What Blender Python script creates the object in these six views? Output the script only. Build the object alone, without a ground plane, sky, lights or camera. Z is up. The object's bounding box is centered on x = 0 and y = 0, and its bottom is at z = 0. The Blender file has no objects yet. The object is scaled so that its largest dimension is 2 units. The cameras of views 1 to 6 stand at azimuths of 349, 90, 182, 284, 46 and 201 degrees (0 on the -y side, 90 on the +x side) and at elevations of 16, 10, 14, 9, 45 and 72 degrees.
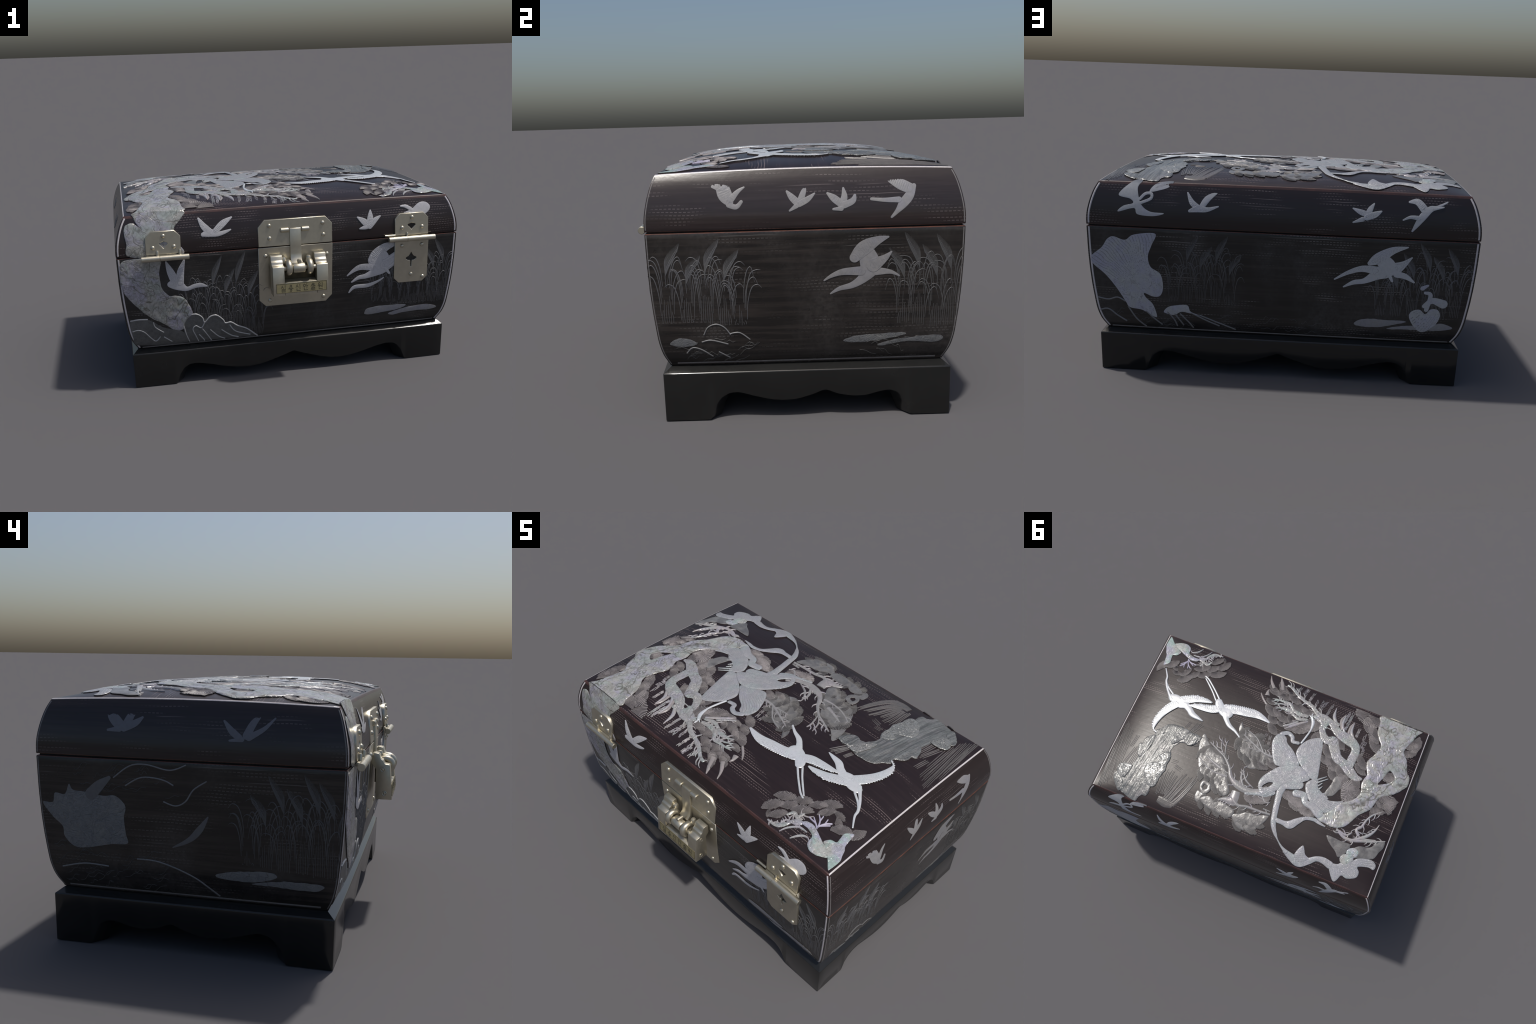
"""Lacquered jewellery chest inlaid with mother-of-pearl: cranes, pines, rocks and reeds,
nickel-silver lock and hinges, on a scalloped black stand."""
import bpy, bmesh, math, random
import numpy as np
from mathutils import Vector, Matrix

random.seed(7)
rng = np.random.default_rng(7)

# ------------------------------------------------------------------ the form of the box
CY = 0.052                      # centre of the box in depth (the lock makes the front reach further)
LX, LY = 0.938, 0.579           # half length / half depth of the lid ridge
Z_BOT, Z_SEAM0, Z_SEAM1, Z_RIDGE = 0.231, 0.7925, 0.7985, 1.019
# bulge of the walls: height -> how far they stand out beyond the ridge line
BULGE = [(.228, -.0225), (.24, -.0165), (.26, -.006), (.285, .004), (.31, .011), (.35, .019), (.4, .0245),
         (.47, .0315), (.55, .0375), (.65, .0425), (.72, .0445), (.79, .0460), (.83, .0470), (.87, .0440),
         (.92, .0350), (.97, .0220), (1.0, .0100), (1.03, -.005)]
BZ = np.array([b[0] for b in BULGE]); BD = np.array([b[1] for b in BULGE])


def bulge(z):
    # smooth (averaged) interpolation of the control profile
    z = np.asarray(z, float)
    return sum(np.interp(z + k, BZ, BD) for k in (-.016, -.008, 0, .008, .016)) / 5


def hx(z): return LX + 1.28 * bulge(z)
def hy(z): return LY + bulge(z)


BOW_Z = [(.22, .55), (.30, 1.), (.55, 1.), (.79, .5), (.90, .3), (1.005, 0.), (1.03, 0.)]
def bow(u, z, amount):
    """the long walls also swell a little towards their middle"""
    return amount * (1 - np.clip(np.abs(u), 0, 1) ** 4) * np.interp(z, [b[0] for b in BOW_Z], [b[1] for b in BOW_Z])
def wall_y(u, z): return hy(z) + bow(u, z, .011)
def wall_x(u, z): return hx(z) + bow(u, z, .004)


def ridge(x, y):
    X = np.clip(np.asarray(x, float) / LX, -1, 1); Y = np.clip((np.asarray(y, float) - CY) / LY, -1, 1)
    return Z_RIDGE + .007 * (1 - X ** 2) + .013 * (1 - Y ** 2)


def dome(x, y):
    X = np.clip(np.asarray(x, float) / LX, -1, 1); Y = np.clip((np.asarray(y, float) - CY) / LY, -1, 1)
    return ridge(x, y) + .039 * (1 - X ** 6) * (1 - np.abs(Y) ** np.where(Y > 0, 4.6, 4.))


def face_point(face, s, t):
    s = np.asarray(s, float); t = np.asarray(t, float)
    if face == 'top': return np.stack([s, t, dome(s, t)], -1)
    if face == 'front': return np.stack([s, CY - wall_y(s / hx(t), t), t], -1)
    if face == 'back': return np.stack([s, CY + wall_y(s / hx(t), t), t], -1)
    if face == 'right': return np.stack([wall_x((s - CY) / hy(t), t), s, t], -1)
    return np.stack([-wall_x((s - CY) / hy(t), t), s, t], -1)


OUT = {'top': (0, 0, 1), 'front': (0, -1, 0), 'back': (0, 1, 0), 'right': (1, 0, 0), 'left': (-1, 0, 0)}


def on_face(face, s, t, h):
    """point at face coordinates (s, t), lifted h along the surface normal"""
    s = np.asarray(s, float); t = np.asarray(t, float)
    if face in ('front', 'back'): s = np.clip(s, -hx(t) + .004, hx(t) - .004)
    elif face in ('left', 'right'): s = np.clip(s, CY - hy(t) + .004, CY + hy(t) - .004)
    else:
        s = np.clip(s, -LX, LX); t = np.clip(t, CY - LY, CY + LY)
    e = .004
    p = face_point(face, s, t)
    a = face_point(face, s + e, t) - face_point(face, s - e, t)
    b = face_point(face, s, t + e) - face_point(face, s, t - e)
    n = np.cross(a, b); n /= np.linalg.norm(n, axis=-1, keepdims=True) + 1e-12
    n *= np.sign(n @ np.array(OUT[face], float))[..., None]
    return p + n * np.asarray(h, float)[..., None]


# ------------------------------------------------------------------ materials
def new_mat(name):
    m = bpy.data.materials.new(name); m.use_nodes = True
    nt = m.node_tree; nt.nodes.clear()
    out = nt.nodes.new('ShaderNodeOutputMaterial'); b = nt.nodes.new('ShaderNodeBsdfPrincipled')
    nt.links.new(b.outputs[0], out.inputs[0])
    return m, nt, b


class G:
    """tiny helper to write node graphs as expressions"""
    def __init__(self, nt): self.nt = nt
    def link(self, a, b): self.nt.links.new(a, b)
    def _in(self, sock, v):
        if v is None: return
        if isinstance(v, bpy.types.NodeSocket): self.nt.links.new(v, sock)
        elif isinstance(v, (tuple, list)) and len(v) == 3 and sock.type == 'RGBA': sock.default_value = (*v, 1)
        else: sock.default_value = v
    def coord(self, kind='Object'): return self.nt.nodes.new('ShaderNodeTexCoord').outputs[kind]
    def mapping(self, v, scale=(1, 1, 1), rot=(0, 0, 0), loc=(0, 0, 0)):
        n = self.nt.nodes.new('ShaderNodeMapping'); self.link(v, n.inputs[0])
        n.inputs['Scale'].default_value = scale; n.inputs['Rotation'].default_value = rot; n.inputs['Location'].default_value = loc
        return n.outputs[0]
    def noise(self, v, scale, detail=3, rough=.55, dist=0., out='Fac'):
        n = self.nt.nodes.new('ShaderNodeTexNoise'); self.link(v, n.inputs['Vector'])
        n.inputs['Scale'].default_value = scale; n.inputs['Detail'].default_value = detail
        n.inputs['Roughness'].default_value = rough; n.inputs['Distortion'].default_value = dist
        return n.outputs[out]
    def voronoi(self, v, scale, feature='F1', out='Distance', rnd=1.):
        n = self.nt.nodes.new('ShaderNodeTexVoronoi'); n.feature = feature; self.link(v, n.inputs['Vector'])
        n.inputs['Scale'].default_value = scale; n.inputs['Randomness'].default_value = rnd
        return n.outputs[out]
    def wave(self, v, scale, dist=2., detail=2., dscale=1., axis='X'):
        n = self.nt.nodes.new('ShaderNodeTexWave'); n.bands_direction = axis; self.link(v, n.inputs['Vector'])
        n.inputs['Scale'].default_value = scale; n.inputs['Distortion'].default_value = dist
        n.inputs['Detail'].default_value = detail; n.inputs['Detail Scale'].default_value = dscale
        return n.outputs['Fac']
    def ramp(self, f, *stops):
        n = self.nt.nodes.new('ShaderNodeValToRGB'); self.link(f, n.inputs[0]); e = n.color_ramp.elements
        while len(e) < len(stops): e.new(.5)
        for el, (p, c) in zip(e, stops):
            el.position = p; el.color = (*c, 1) if isinstance(c, tuple) else (c, c, c, 1)
        return n.outputs[0]
    def mix(self, f, a, b, blend='MIX'):
        n = self.nt.nodes.new('ShaderNodeMix'); n.data_type = 'RGBA'; n.blend_type = blend
        self._in(n.inputs['Factor'], f); self._in(n.inputs[6], a); self._in(n.inputs[7], b)
        return n.outputs[2]
    def math(self, op, a, b=None, c=None):
        n = self.nt.nodes.new('ShaderNodeMath'); n.operation = op
        self._in(n.inputs[0], a); self._in(n.inputs[1], b); self._in(n.inputs[2], c)
        return n.outputs[0]
    def sep(self, v):
        n = self.nt.nodes.new('ShaderNodeSeparateXYZ'); self.link(v, n.inputs[0]); return n.outputs
    def comb(self, x, y, z):
        n = self.nt.nodes.new('ShaderNodeCombineXYZ')
        for s, v in zip(n.inputs, (x, y, z)): self._in(s, v)
        return n.outputs[0]
    def white(self, v):
        n = self.nt.nodes.new('ShaderNodeTexWhiteNoise'); n.noise_dimensions = '1D'; self.link(v, n.inputs['W']); return n.outputs[0]
    def bump(self, h, strength=.3, dist=.01):
        n = self.nt.nodes.new('ShaderNodeBump'); n.inputs['Strength'].default_value = strength
        n.inputs['Distance'].default_value = dist; self.link(h, n.inputs['Height']); return n.outputs[0]


def lacquer(name, row, dash, base, streak, line, amount, haze=None, rough=.3, pitch=.0125, spec=.5, where=(.50, .62), thick=.13):
    """dark lacquer with brushed streaks and rows of tiny silver dashes (rows stacked along `row`, dashes along `dash`)"""
    m, nt, b = new_mat(name); g = G(nt)
    v = g.coord(); x = g.sep(v)
    R = x['XYZ'.index(row)]; D = x['XYZ'.index(dash)]
    st = [1.5, 1.5, 1.5]; st['XYZ'.index(row)] = 45.
    streaks = g.noise(g.mapping(v, tuple(st)), 1.6, 4, .6)
    blot = g.noise(v, 3.2, 4, .6)
    col = g.mix(g.ramp(streaks, (.45, 0.), (.85, 1.)), base, streak)
    col = g.mix(g.ramp(blot, (.35, 0.), (.75, .55)), col, tuple(c * .72 for c in base))
    if haze:
        hz = g.noise(g.mapping(v, (2.6, 2.6, 1.6)), 1.5, 3, .5)
        gr = g.noise(v, 55., 3, .65)
        f = g.math('MULTIPLY', g.ramp(hz, (.45, 0.), (.68, 1.)), g.ramp(gr, (.35, .25), (.7, 1.)))
        col = g.mix(f, col, haze)
    # rows of dashes
    rw = g.math('DIVIDE', R, pitch); wob = g.noise(v, 6., 1); rw = g.math('ADD', rw, g.math('MULTIPLY', wob, .9))
    idx = g.math('FLOOR', rw); fr = g.math('FRACT', rw); w1 = g.white(idx)
    inrow = g.math('LESS_THAN', g.math('ABSOLUTE', g.math('SUBTRACT', fr, .5)),   thick)
    dl = g.math('ADD', g.math('DIVIDE', D, .017), g.math('MULTIPLY', w1, 31.))
    isdash = g.math('LESS_THAN', g.math('FRACT', dl), .66)
    long = g.math('GREATER_THAN', w1, .82)
    isdash = g.math('MAXIMUM', isdash, long)
    # where the rows run: long patches, different from row to row
    ps = [3.2, 3.2, 3.2]; ps['XYZ'.index(row)] = 9.
    patch = g.noise(g.mapping(v, tuple(ps)), 1., 2, .5)
    sel = g.noise(g.comb(g.math('MULTIPLY', D, 3.5), g.math('MULTIPLY', idx, 7.3), 0.), 1., 1)
    f = g.math('MULTIPLY', inrow, isdash)
    f = g.math('MULTIPLY', f, g.ramp(patch, (where[0], 0.), (where[1], 1.)))
    f = g.math('MULTIPLY', f, g.ramp(sel, (.42, 0.), (.5, 1.)))
    f = g.math('MULTIPLY', f, amount)
    col = g.mix(f, col, line)
    g.link(col, b.inputs['Base Color'])
    b.inputs['Specular IOR Level'].default_value = spec
    g.link(g.math('ADD', g.math('MULTIPLY', blot, .14), rough - .07), b.inputs['Roughness'])
    hgt = g.math('ADD', g.math('MULTIPLY', streaks, .5), g.math('ADD', g.math('MULTIPLY', f, .6), g.math('MULTIPLY', g.noise(v, 38., 2), .5)))
    g.link(g.bump(hgt, .12, .004), b.inputs['Normal'])
    return m


def nacre(name, base, tint_a, tint_b, dark, crack=0., crack_scale=22., lines=0., line_scale=60., rough=.3, bump=.3, tint=.6, spec=.5, grain=90., fibre=None, metal=0.):
    """shell: milky base with drifting tints; optional dark cracks and engraved fine lines"""
    m, nt, b = new_mat(name); g = G(nt); v = g.coord()
    n1 = g.noise(v, 7., 4, .6, 1.2); n2 = g.noise(g.mapping(v, loc=(3, 1, 2)), 11., 3, .6, .8)
    fine = g.noise(v, grain, 3, .7)
    col = g.mix(g.math('MULTIPLY', g.ramp(n1, (.45, 0.), (.62, 1.)), tint), base, tint_a)
    col = g.mix(g.math('MULTIPLY', g.ramp(n2, (.48, 0.), (.64, 1.)), tint), col, tint_b)
    col = g.mix(g.ramp(fine, (.3, .35), (.6, 0.)), col, dark)
    hgt = g.math('MULTIPLY', fine, .5)
    if crack:
        w = g.mix(.05, v, g.noise(v, 9., 3, .6, out='Color'), 'ADD')
        k = None
        for sc, wd, am, dist in ((crack_scale * .42, .012, 1., 1.4), (crack_scale, .030, .75, 2.2), (crack_scale * 2.1, .05, .35, 1.)):
            n = g.math('ABSOLUTE', g.math('SUBTRACT', g.noise(g.mapping(w, (1., .6, .8), loc=(sc, 0, 1)), sc, 2, .5, dist), .5))
            kk = g.math('MULTIPLY', g.ramp(n, (0., 1.), (wd, 0.)), am)
            k = kk if k is None else g.math('MAXIMUM', k, kk)
        col = g.mix(g.math('MULTIPLY', k, crack), col, dark)
        hgt = g.math('SUBTRACT', hgt, g.math('MULTIPLY', k, .8))
    if fibre:
        ang, along, across = fibre
        fb = g.noise(g.mapping(g.mapping(v, rot=(0, 0, -ang)), (along, across, along)), 1., 4, .6, .6)
        col = g.mix(g.ramp(fb, (.36, .85), (.58, 0.)), col, dark)
        col = g.mix(g.ramp(fb, (.60, 0.), (.75, .7)), col, tuple(min(1, c * 1.35) for c in base))
        hgt = g.math('ADD', hgt, g.math('MULTIPLY', fb, 2.))
    if lines:
        wv = g.wave(v, line_scale, 5., 2., .5, 'DIAGONAL')
        k = g.ramp(wv, (.55, 0.), (.95, 1.))
        col = g.mix(g.math('MULTIPLY', k, lines), col, dark)
        hgt = g.math('SUBTRACT', hgt, g.math('MULTIPLY', k, .8))
    g.link(col, b.inputs['Base Color'])
    b.inputs['Roughness'].default_value = rough; b.inputs['Metallic'].default_value = metal
    b.inputs['Specular IOR Level'].default_value = spec
    g.link(g.bump(hgt, bump, .004), b.inputs['Normal'])
    return m


def plain(name, col, var, rough=.4, metallic=0., scale=30., bump=.1, spec=.5, rvar=.15):
    m, nt, b = new_mat(name); g = G(nt); v = g.coord()
    n = g.noise(v, scale, 4, .6)
    n2 = g.noise(v, scale * .2, 3, .6)
    c = g.mix(g.ramp(n, (.35, 0.), (.7, 1.)), col, var)
    g.link(g.mix(g.ramp(n2, (.4, 0.), (.7, .5)), c, tuple(.8 * k for k in col)), b.inputs['Base Color'])
    g.link(g.math('ADD', g.math('MULTIPLY', n2, rvar), rough - rvar / 2), b.inputs['Roughness'])
    b.inputs['Metallic'].default_value = metallic; b.inputs['Specular IOR Level'].default_value = spec
    g.link(g.bump(n, bump, .003), b.inputs['Normal'])
    return m


BROWN, BROWN2 = (.0175, .0115, .0125), (.034, .024, .026)
BLACK, BLACK2 = (.0125, .012, .0115), (.038, .034, .031)
MAT = {}
def make_materials():
    SIL = (.20, .165, .165)
    MAT['lid_top'] = lacquer('lacquer_lid_top', 'Y', 'X', BROWN, (.030, .020, .021), (.20, .16, .155), .75, rough=.33, spec=.32, where=(.545, .62), thick=.095)
    MAT['lid_front'] = lacquer('lacquer_lid_long_side', 'Z', 'X', (.0185, .0115, .0115), (.021, .0145, .0145), SIL, .7, thick=.11)
    MAT['lid_end'] = lacquer('lacquer_lid_end', 'Z', 'Y', (.021, .0145, .0145), (.040, .030, .030), SIL, .35, rough=.24)
    MAT['body_front'] = lacquer('lacquer_body_long_side', 'Z', 'X', (.0125, .0115, .011), (.042, .036, .032), (.19, .175, .17), .75, haze=(.045, .044, .044))
    MAT['body_end'] = lacquer('lacquer_body_end', 'Z', 'Y', (.0135, .0115, .0105), (.058, .047, .041), (.14, .13, .125), .45, haze=(.050, .045, .042), rough=.27)
    MAT['wall'] = plain('dark_edge', (.02, .017, .017), (.06, .052, .05), .4, scale=120)
    MAT['worn'] = plain('worn_red_lacquer', (.070, .031, .027), (.026, .0165, .0165), .4, scale=11)
    MAT['rim'] = plain('worn_red_rim', (.11, .04, .025), (.03, .016, .014), .4, scale=14)
    MAT['black'] = plain('black_lacquer', (.0118, .0118, .0112), (.016, .016, .015), .15, scale=9, bump=.02, rvar=.06)
    MAT['dark'] = plain('inner_dark', (.008, .007, .007), (.006, .006, .006), .7)
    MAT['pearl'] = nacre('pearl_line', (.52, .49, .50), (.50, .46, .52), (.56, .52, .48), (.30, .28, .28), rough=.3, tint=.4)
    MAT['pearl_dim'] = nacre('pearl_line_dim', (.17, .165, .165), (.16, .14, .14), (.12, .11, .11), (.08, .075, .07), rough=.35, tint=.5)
    MAT['crane'] = nacre('white_shell', (.53, .54, .555), (.50, .52, .59), (.50, .575, .56), (.40, .405, .42), rough=.27, bump=.2, tint=.35, metal=.18, spec=.8)
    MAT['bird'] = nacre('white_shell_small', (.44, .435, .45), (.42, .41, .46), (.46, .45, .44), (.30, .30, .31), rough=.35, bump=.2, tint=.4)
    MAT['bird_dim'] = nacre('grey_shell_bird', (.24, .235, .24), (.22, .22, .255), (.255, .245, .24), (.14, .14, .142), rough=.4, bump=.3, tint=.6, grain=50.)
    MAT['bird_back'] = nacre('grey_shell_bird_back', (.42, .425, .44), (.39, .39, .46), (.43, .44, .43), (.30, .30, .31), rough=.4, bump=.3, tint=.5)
    MAT['leaf_shell'] = nacre('faint_leaf', (.11, .112, .118), (.10, .10, .11), (.12, .12, .118), (.06, .06, .062), rough=.42, tint=.6)
    MAT['branch'] = nacre('branch_shell', (.315, .31, .305), (.30, .29, .35), (.27, .335, .31), (.11, .105, .095), crack=.7, crack_scale=24., rough=.24, bump=.5, tint=.6, metal=.08, spec=.7)
    MAT['rock_smooth'] = nacre('smooth_rock_shell', (.205, .208, .203), (.17, .175, .17), (.225, .22, .215), (.085, .085, .082), crack=.3, crack_scale=30., rough=.25, bump=.6, tint=.8, metal=.12, spec=.9, grain=35.)
    MAT['dark_metal'] = plain('dark_olive_metal', (.10, .085, .055), (.05, .043, .03), .4, metallic=.8)  # darker olive metal used for the back of the padlock recess
    MAT['swirl'] = plain('faint_engraving', (.062, .060, .058), (.04, .039, .038), .45, scale=40)
    MAT['needle_soft'] = nacre('soft_needle_shell', (.15, .145, .14), (.17, .16, .158), (.13, .127, .12), (.08, .075, .073), rough=.33, tint=.7)
    MAT['engraved'] = plain('engraved_shell', (.21, .21, .22), (.17, .17, .178), .4, scale=60)
    MAT['engraved_light'] = plain('engraved_light_shell', (.31, .31, .325), (.27, .27, .285), .4, scale=60)
    MAT['engraved_dark'] = plain('engraved_grey_shell', (.06, .06, .06), (.045, .045, .045), .45, scale=60)
    MAT['engraved_white'] = plain('engraved_white_shell', (.40, .41, .425), (.34, .345, .36), .35, scale=60, metallic=.15)
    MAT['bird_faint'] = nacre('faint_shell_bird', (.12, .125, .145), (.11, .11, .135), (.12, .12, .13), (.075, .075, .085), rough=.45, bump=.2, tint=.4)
    MAT['trunk'] = nacre('iridescent_shell', (.35, .345, .325), (.33, .318, .395), (.315, .35, .328), (.08, .075, .057), crack=.9, crack_scale=9.5, rough=.25, bump=.32, tint=.85, metal=.1, spec=.7, grain=60.)
    MAT['trunk_bright'] = nacre('iridescent_shell_green', (.355, .36, .345), (.33, .325, .43), (.285, .39, .365), (.13, .13, .11), crack=.6, crack_scale=20., rough=.22, bump=.4, tint=.9)
    MAT['petal'] = nacre('grey_shell', (.315, .315, .33), (.295, .295, .35), (.285, .34, .335), (.19, .19, .20), crack=.35, crack_scale=55., rough=.27, bump=.45, tint=.5, grain=130., metal=.12, spec=.7)
    MAT['leaf'] = nacre('dull_grey_shell', (.145, .140, .136), (.09, .085, .085), (.185, .18, .175), (.045, .042, .041), rough=.28, bump=.8, tint=.9, grain=45., spec=.8)
    MAT['rock'] = nacre('rock_shell', (.185, .188, .182), (.145, .15, .145), (.205, .195, .197), (.07, .07, .067), rough=.23, bump=.8, tint=.7, fibre=(1.45, 6., 75.), metal=.15, spec=1.)
    MAT['sprig'] = nacre('sprig_shell', (.31, .29, .29), (.28, .27, .33), (.29, .32, .31), (.17, .155, .155), rough=.26, bump=.4, tint=.6)
    MAT['stem'] = nacre('stem_shell', (.24, .235, .235), (.26, .23, .25), (.20, .20, .20), (.12, .115, .115), rough=.28, bump=.5, tint=.6)
    MAT['needle'] = nacre('needle_shell', (.245, .222, .22), (.275, .24, .25), (.24, .23, .22), (.16, .145, .145), rough=.3, tint=.6)
    MAT['needle_gap'] = plain('needle_gap_lacquer', (.026, .021, .022), (.04, .034, .035), .45)
    MAT['blade'] = nacre('blade_shell', (.105, .097, .094), (.12, .105, .105), (.085, .083, .08), (.045, .042, .04), rough=.33, tint=.6)
    MAT['coral'] = nacre('lilac_shell', (.36, .34, .43), (.33, .34, .45), (.40, .37, .42), (.25, .23, .28), rough=.3, tint=.6)
    MAT['bank'] = nacre('sand_bank_shell', (.24, .24, .25), (.22, .22, .29), (.27, .26, .25), (.13, .13, .135), rough=.4, bump=.3, tint=.5)
    MAT['stipple'] = nacre('stippled_rock', (.105, .105, .103), (.12, .118, .115), (.085, .085, .085), (.008, .008, .008), rough=.45, bump=.9, tint=.6, grain=55.)
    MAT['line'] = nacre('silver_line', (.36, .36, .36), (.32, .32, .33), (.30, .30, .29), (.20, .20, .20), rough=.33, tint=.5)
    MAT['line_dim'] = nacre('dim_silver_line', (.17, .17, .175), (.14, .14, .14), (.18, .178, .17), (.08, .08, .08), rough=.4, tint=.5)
    MAT['big_leaf'] = nacre('big_leaf_shell', (.37, .375, .41), (.33, .33, .42), (.38, .39, .38), (.24, .245, .26), crack=.25, crack_scale=18., rough=.42, bump=.4, tint=.8)
    MAT['peach'] = nacre('peach_shell', (.165, .17, .175), (.145, .15, .16), (.185, .185, .18), (.07, .072, .073), crack=.35, crack_scale=30., rough=.42, bump=.6, tint=.8, grain=60.)
    MAT['reed'] = nacre('reed_shell', (.105, .105, .11), (.095, .093, .10), (.115, .113, .11), (.055, .055, .055), rough=.42, tint=.6)
    MAT['reed_faint'] = nacre('faint_reed_shell', (.082, .081, .082), (.072, .07, .073), (.09, .089, .085), (.045, .045, .045), rough=.45, tint=.6)
    MAT['metal'] = plain('nickel_silver', (.56, .52, .42), (.50, .465, .375), .38, metallic=.9, scale=40., bump=.05, rvar=.2)
    MAT['label'] = plain('brass_label', (.30, .26, .14), (.24, .21, .12), .45, metallic=.3, scale=60)
    MAT['ink'] = plain('label_ink', (.05, .042, .025), (.03, .026, .018), .6)


# ------------------------------------------------------------------ object helpers
ROOT = None


def add_obj(name, me, mats, parent=None, kind=None):
    o = bpy.data.objects.new(name, me); bpy.context.scene.collection.objects.link(o)
    if me is not None and hasattr(me, 'materials') and not len(me.materials):
        for m in mats: me.materials.append(MAT[m])
    o.parent = parent if parent is not None else ROOT
    if kind: o['kind'] = kind
    return o


def mesh_from(name, verts, faces, midx=None, smooth=None):
    me = bpy.data.meshes.new(name)
    me.from_pydata([tuple(map(float, v)) for v in verts], [], [tuple(map(int, f)) for f in faces])
    if midx is not None: me.polygons.foreach_set('material_index', np.asarray(midx, np.int32))
    if smooth is not None:
        me.polygons.foreach_set('use_smooth', np.broadcast_to(np.asarray(smooth, bool), (len(me.polygons),)).copy())
    me.update(); return me


class Soup:
    def __init__(self): self.v = []; self.f = []; self.m = []
    def add(self, verts, faces, m=0):
        k = len(self.v); self.v.extend(verts); self.f.extend(tuple(i + k for i in f) for f in faces); self.m.extend([m] * len(faces))
    def grid(self, P, m=0, flip=False):
        a, b = P.shape[:2]; idx = np.arange(a * b).reshape(a, b)
        q = np.stack([idx[:-1, :-1], idx[1:, :-1], idx[1:, 1:], idx[:-1, 1:]], -1).reshape(-1, 4)
        if flip: q = q[:, ::-1]
        self.add([tuple(p) for p in P.reshape(-1, 3)], [tuple(r) for r in q], m)
    def mesh(self, name, smooth=True, weld=0.):
        me = mesh_from(name, self.v, self.f, self.m, smooth)
        if weld:
            bm = bmesh.new(); bm.from_mesh(me); bmesh.ops.remove_doubles(bm, verts=bm.verts, dist=weld)
            bmesh.ops.recalc_face_normals(bm, faces=bm.faces); bm.to_mesh(me); bm.free()
        return me


def sharp_by_angle(me, deg):
    me.set_sharp_from_angle(angle=math.radians(deg))


def modifier_applied(o, *mods):
    for kind, kw in mods:
        m = o.modifiers.new(kind, kind)
        for k, v in kw.items(): setattr(m, k, v)
    dg = bpy.context.evaluated_depsgraph_get(); me = bpy.data.meshes.new_from_object(o.evaluated_get(dg))
    o.modifiers.clear(); o.data = me


# ------------------------------------------------------------------ box body, lid, stand
def wall_grid(face, half, zs, n):
    """curved wall: columns along the face, rows in z; zs(col 0..1) -> array of z"""
    cols = []
    for u in np.linspace(-1, 1, n):
        z = zs(u)
        h = half(u, z)
        if face in ('front', 'back'):
            cols.append(np.stack([u * hx(z), CY + (-1 if face == 'front' else 1) * h, z], -1))
        else:
            cols.append(np.stack([(1 if face == 'right' else -1) * h, CY + u * hy(z), z], -1))
    return np.array(cols)


def build_body():
    s = Soup(); zz = np.concatenate([np.linspace(Z_BOT, .36, 14), np.linspace(.36, Z_SEAM0 - .004, 20)[1:]])
    for f, h, m in (('front', wall_y, 0), ('back', wall_y, 0), ('right', wall_x, 1), ('left', wall_x, 1)):
        P = wall_grid(f, h, lambda u: zz, 25)
        s.grid(P, m)
        # rounded upper rim, then inwards
        top = P[:, -1]; c = np.array([0, CY, 0])
        rows = [top]
        for k, (i, dz) in enumerate(((.0012, .0025), (.004, .004), (.05, .004))):
            q = top.copy(); q[:, 0] *= 1 - i / .99; q[:, 1] = CY + (q[:, 1] - CY) * (1 - i / .625); q[:, 2] += dz; rows.append(q)
        s.grid(np.stack(rows[:3], 1), 2); s.grid(np.stack(rows[2:], 1), 3)
    b = Z_BOT; x, y = float(hx(b)), float(hy(b)) - .002
    s.add([(-x, CY - y, b), (x, CY - y, b), (x, CY + y, b), (-x, CY + y, b)], [(0, 1, 2, 3)], 3)
    x, y, b = .95, .585, Z_SEAM0 - .001
    s.add([(-x, CY - y, b), (x, CY - y, b), (x, CY + y, b), (-x, CY + y, b)], [(0, 1, 2, 3)], 3)
    me = s.mesh('box_body', True, 1e-5); sharp_by_angle(me, 35)
    return add_obj('box_body', me, ['body_front', 'body_end', 'rim', 'dark'])


def build_inner_lip():
    s = Soup(); x, y = .986, .616
    ring = lambda z: [(-x, CY - y, z), (x, CY - y, z), (x, CY + y, z), (-x, CY + y, z)]
    s.add(ring(.78) + ring(.81), [(0, 1, 5, 4), (1, 2, 6, 5), (2, 3, 7, 6), (3, 0, 4, 7)], 0)
    add_obj('inner_lip', s.mesh('inner_lip', False), ['dark'])


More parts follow.
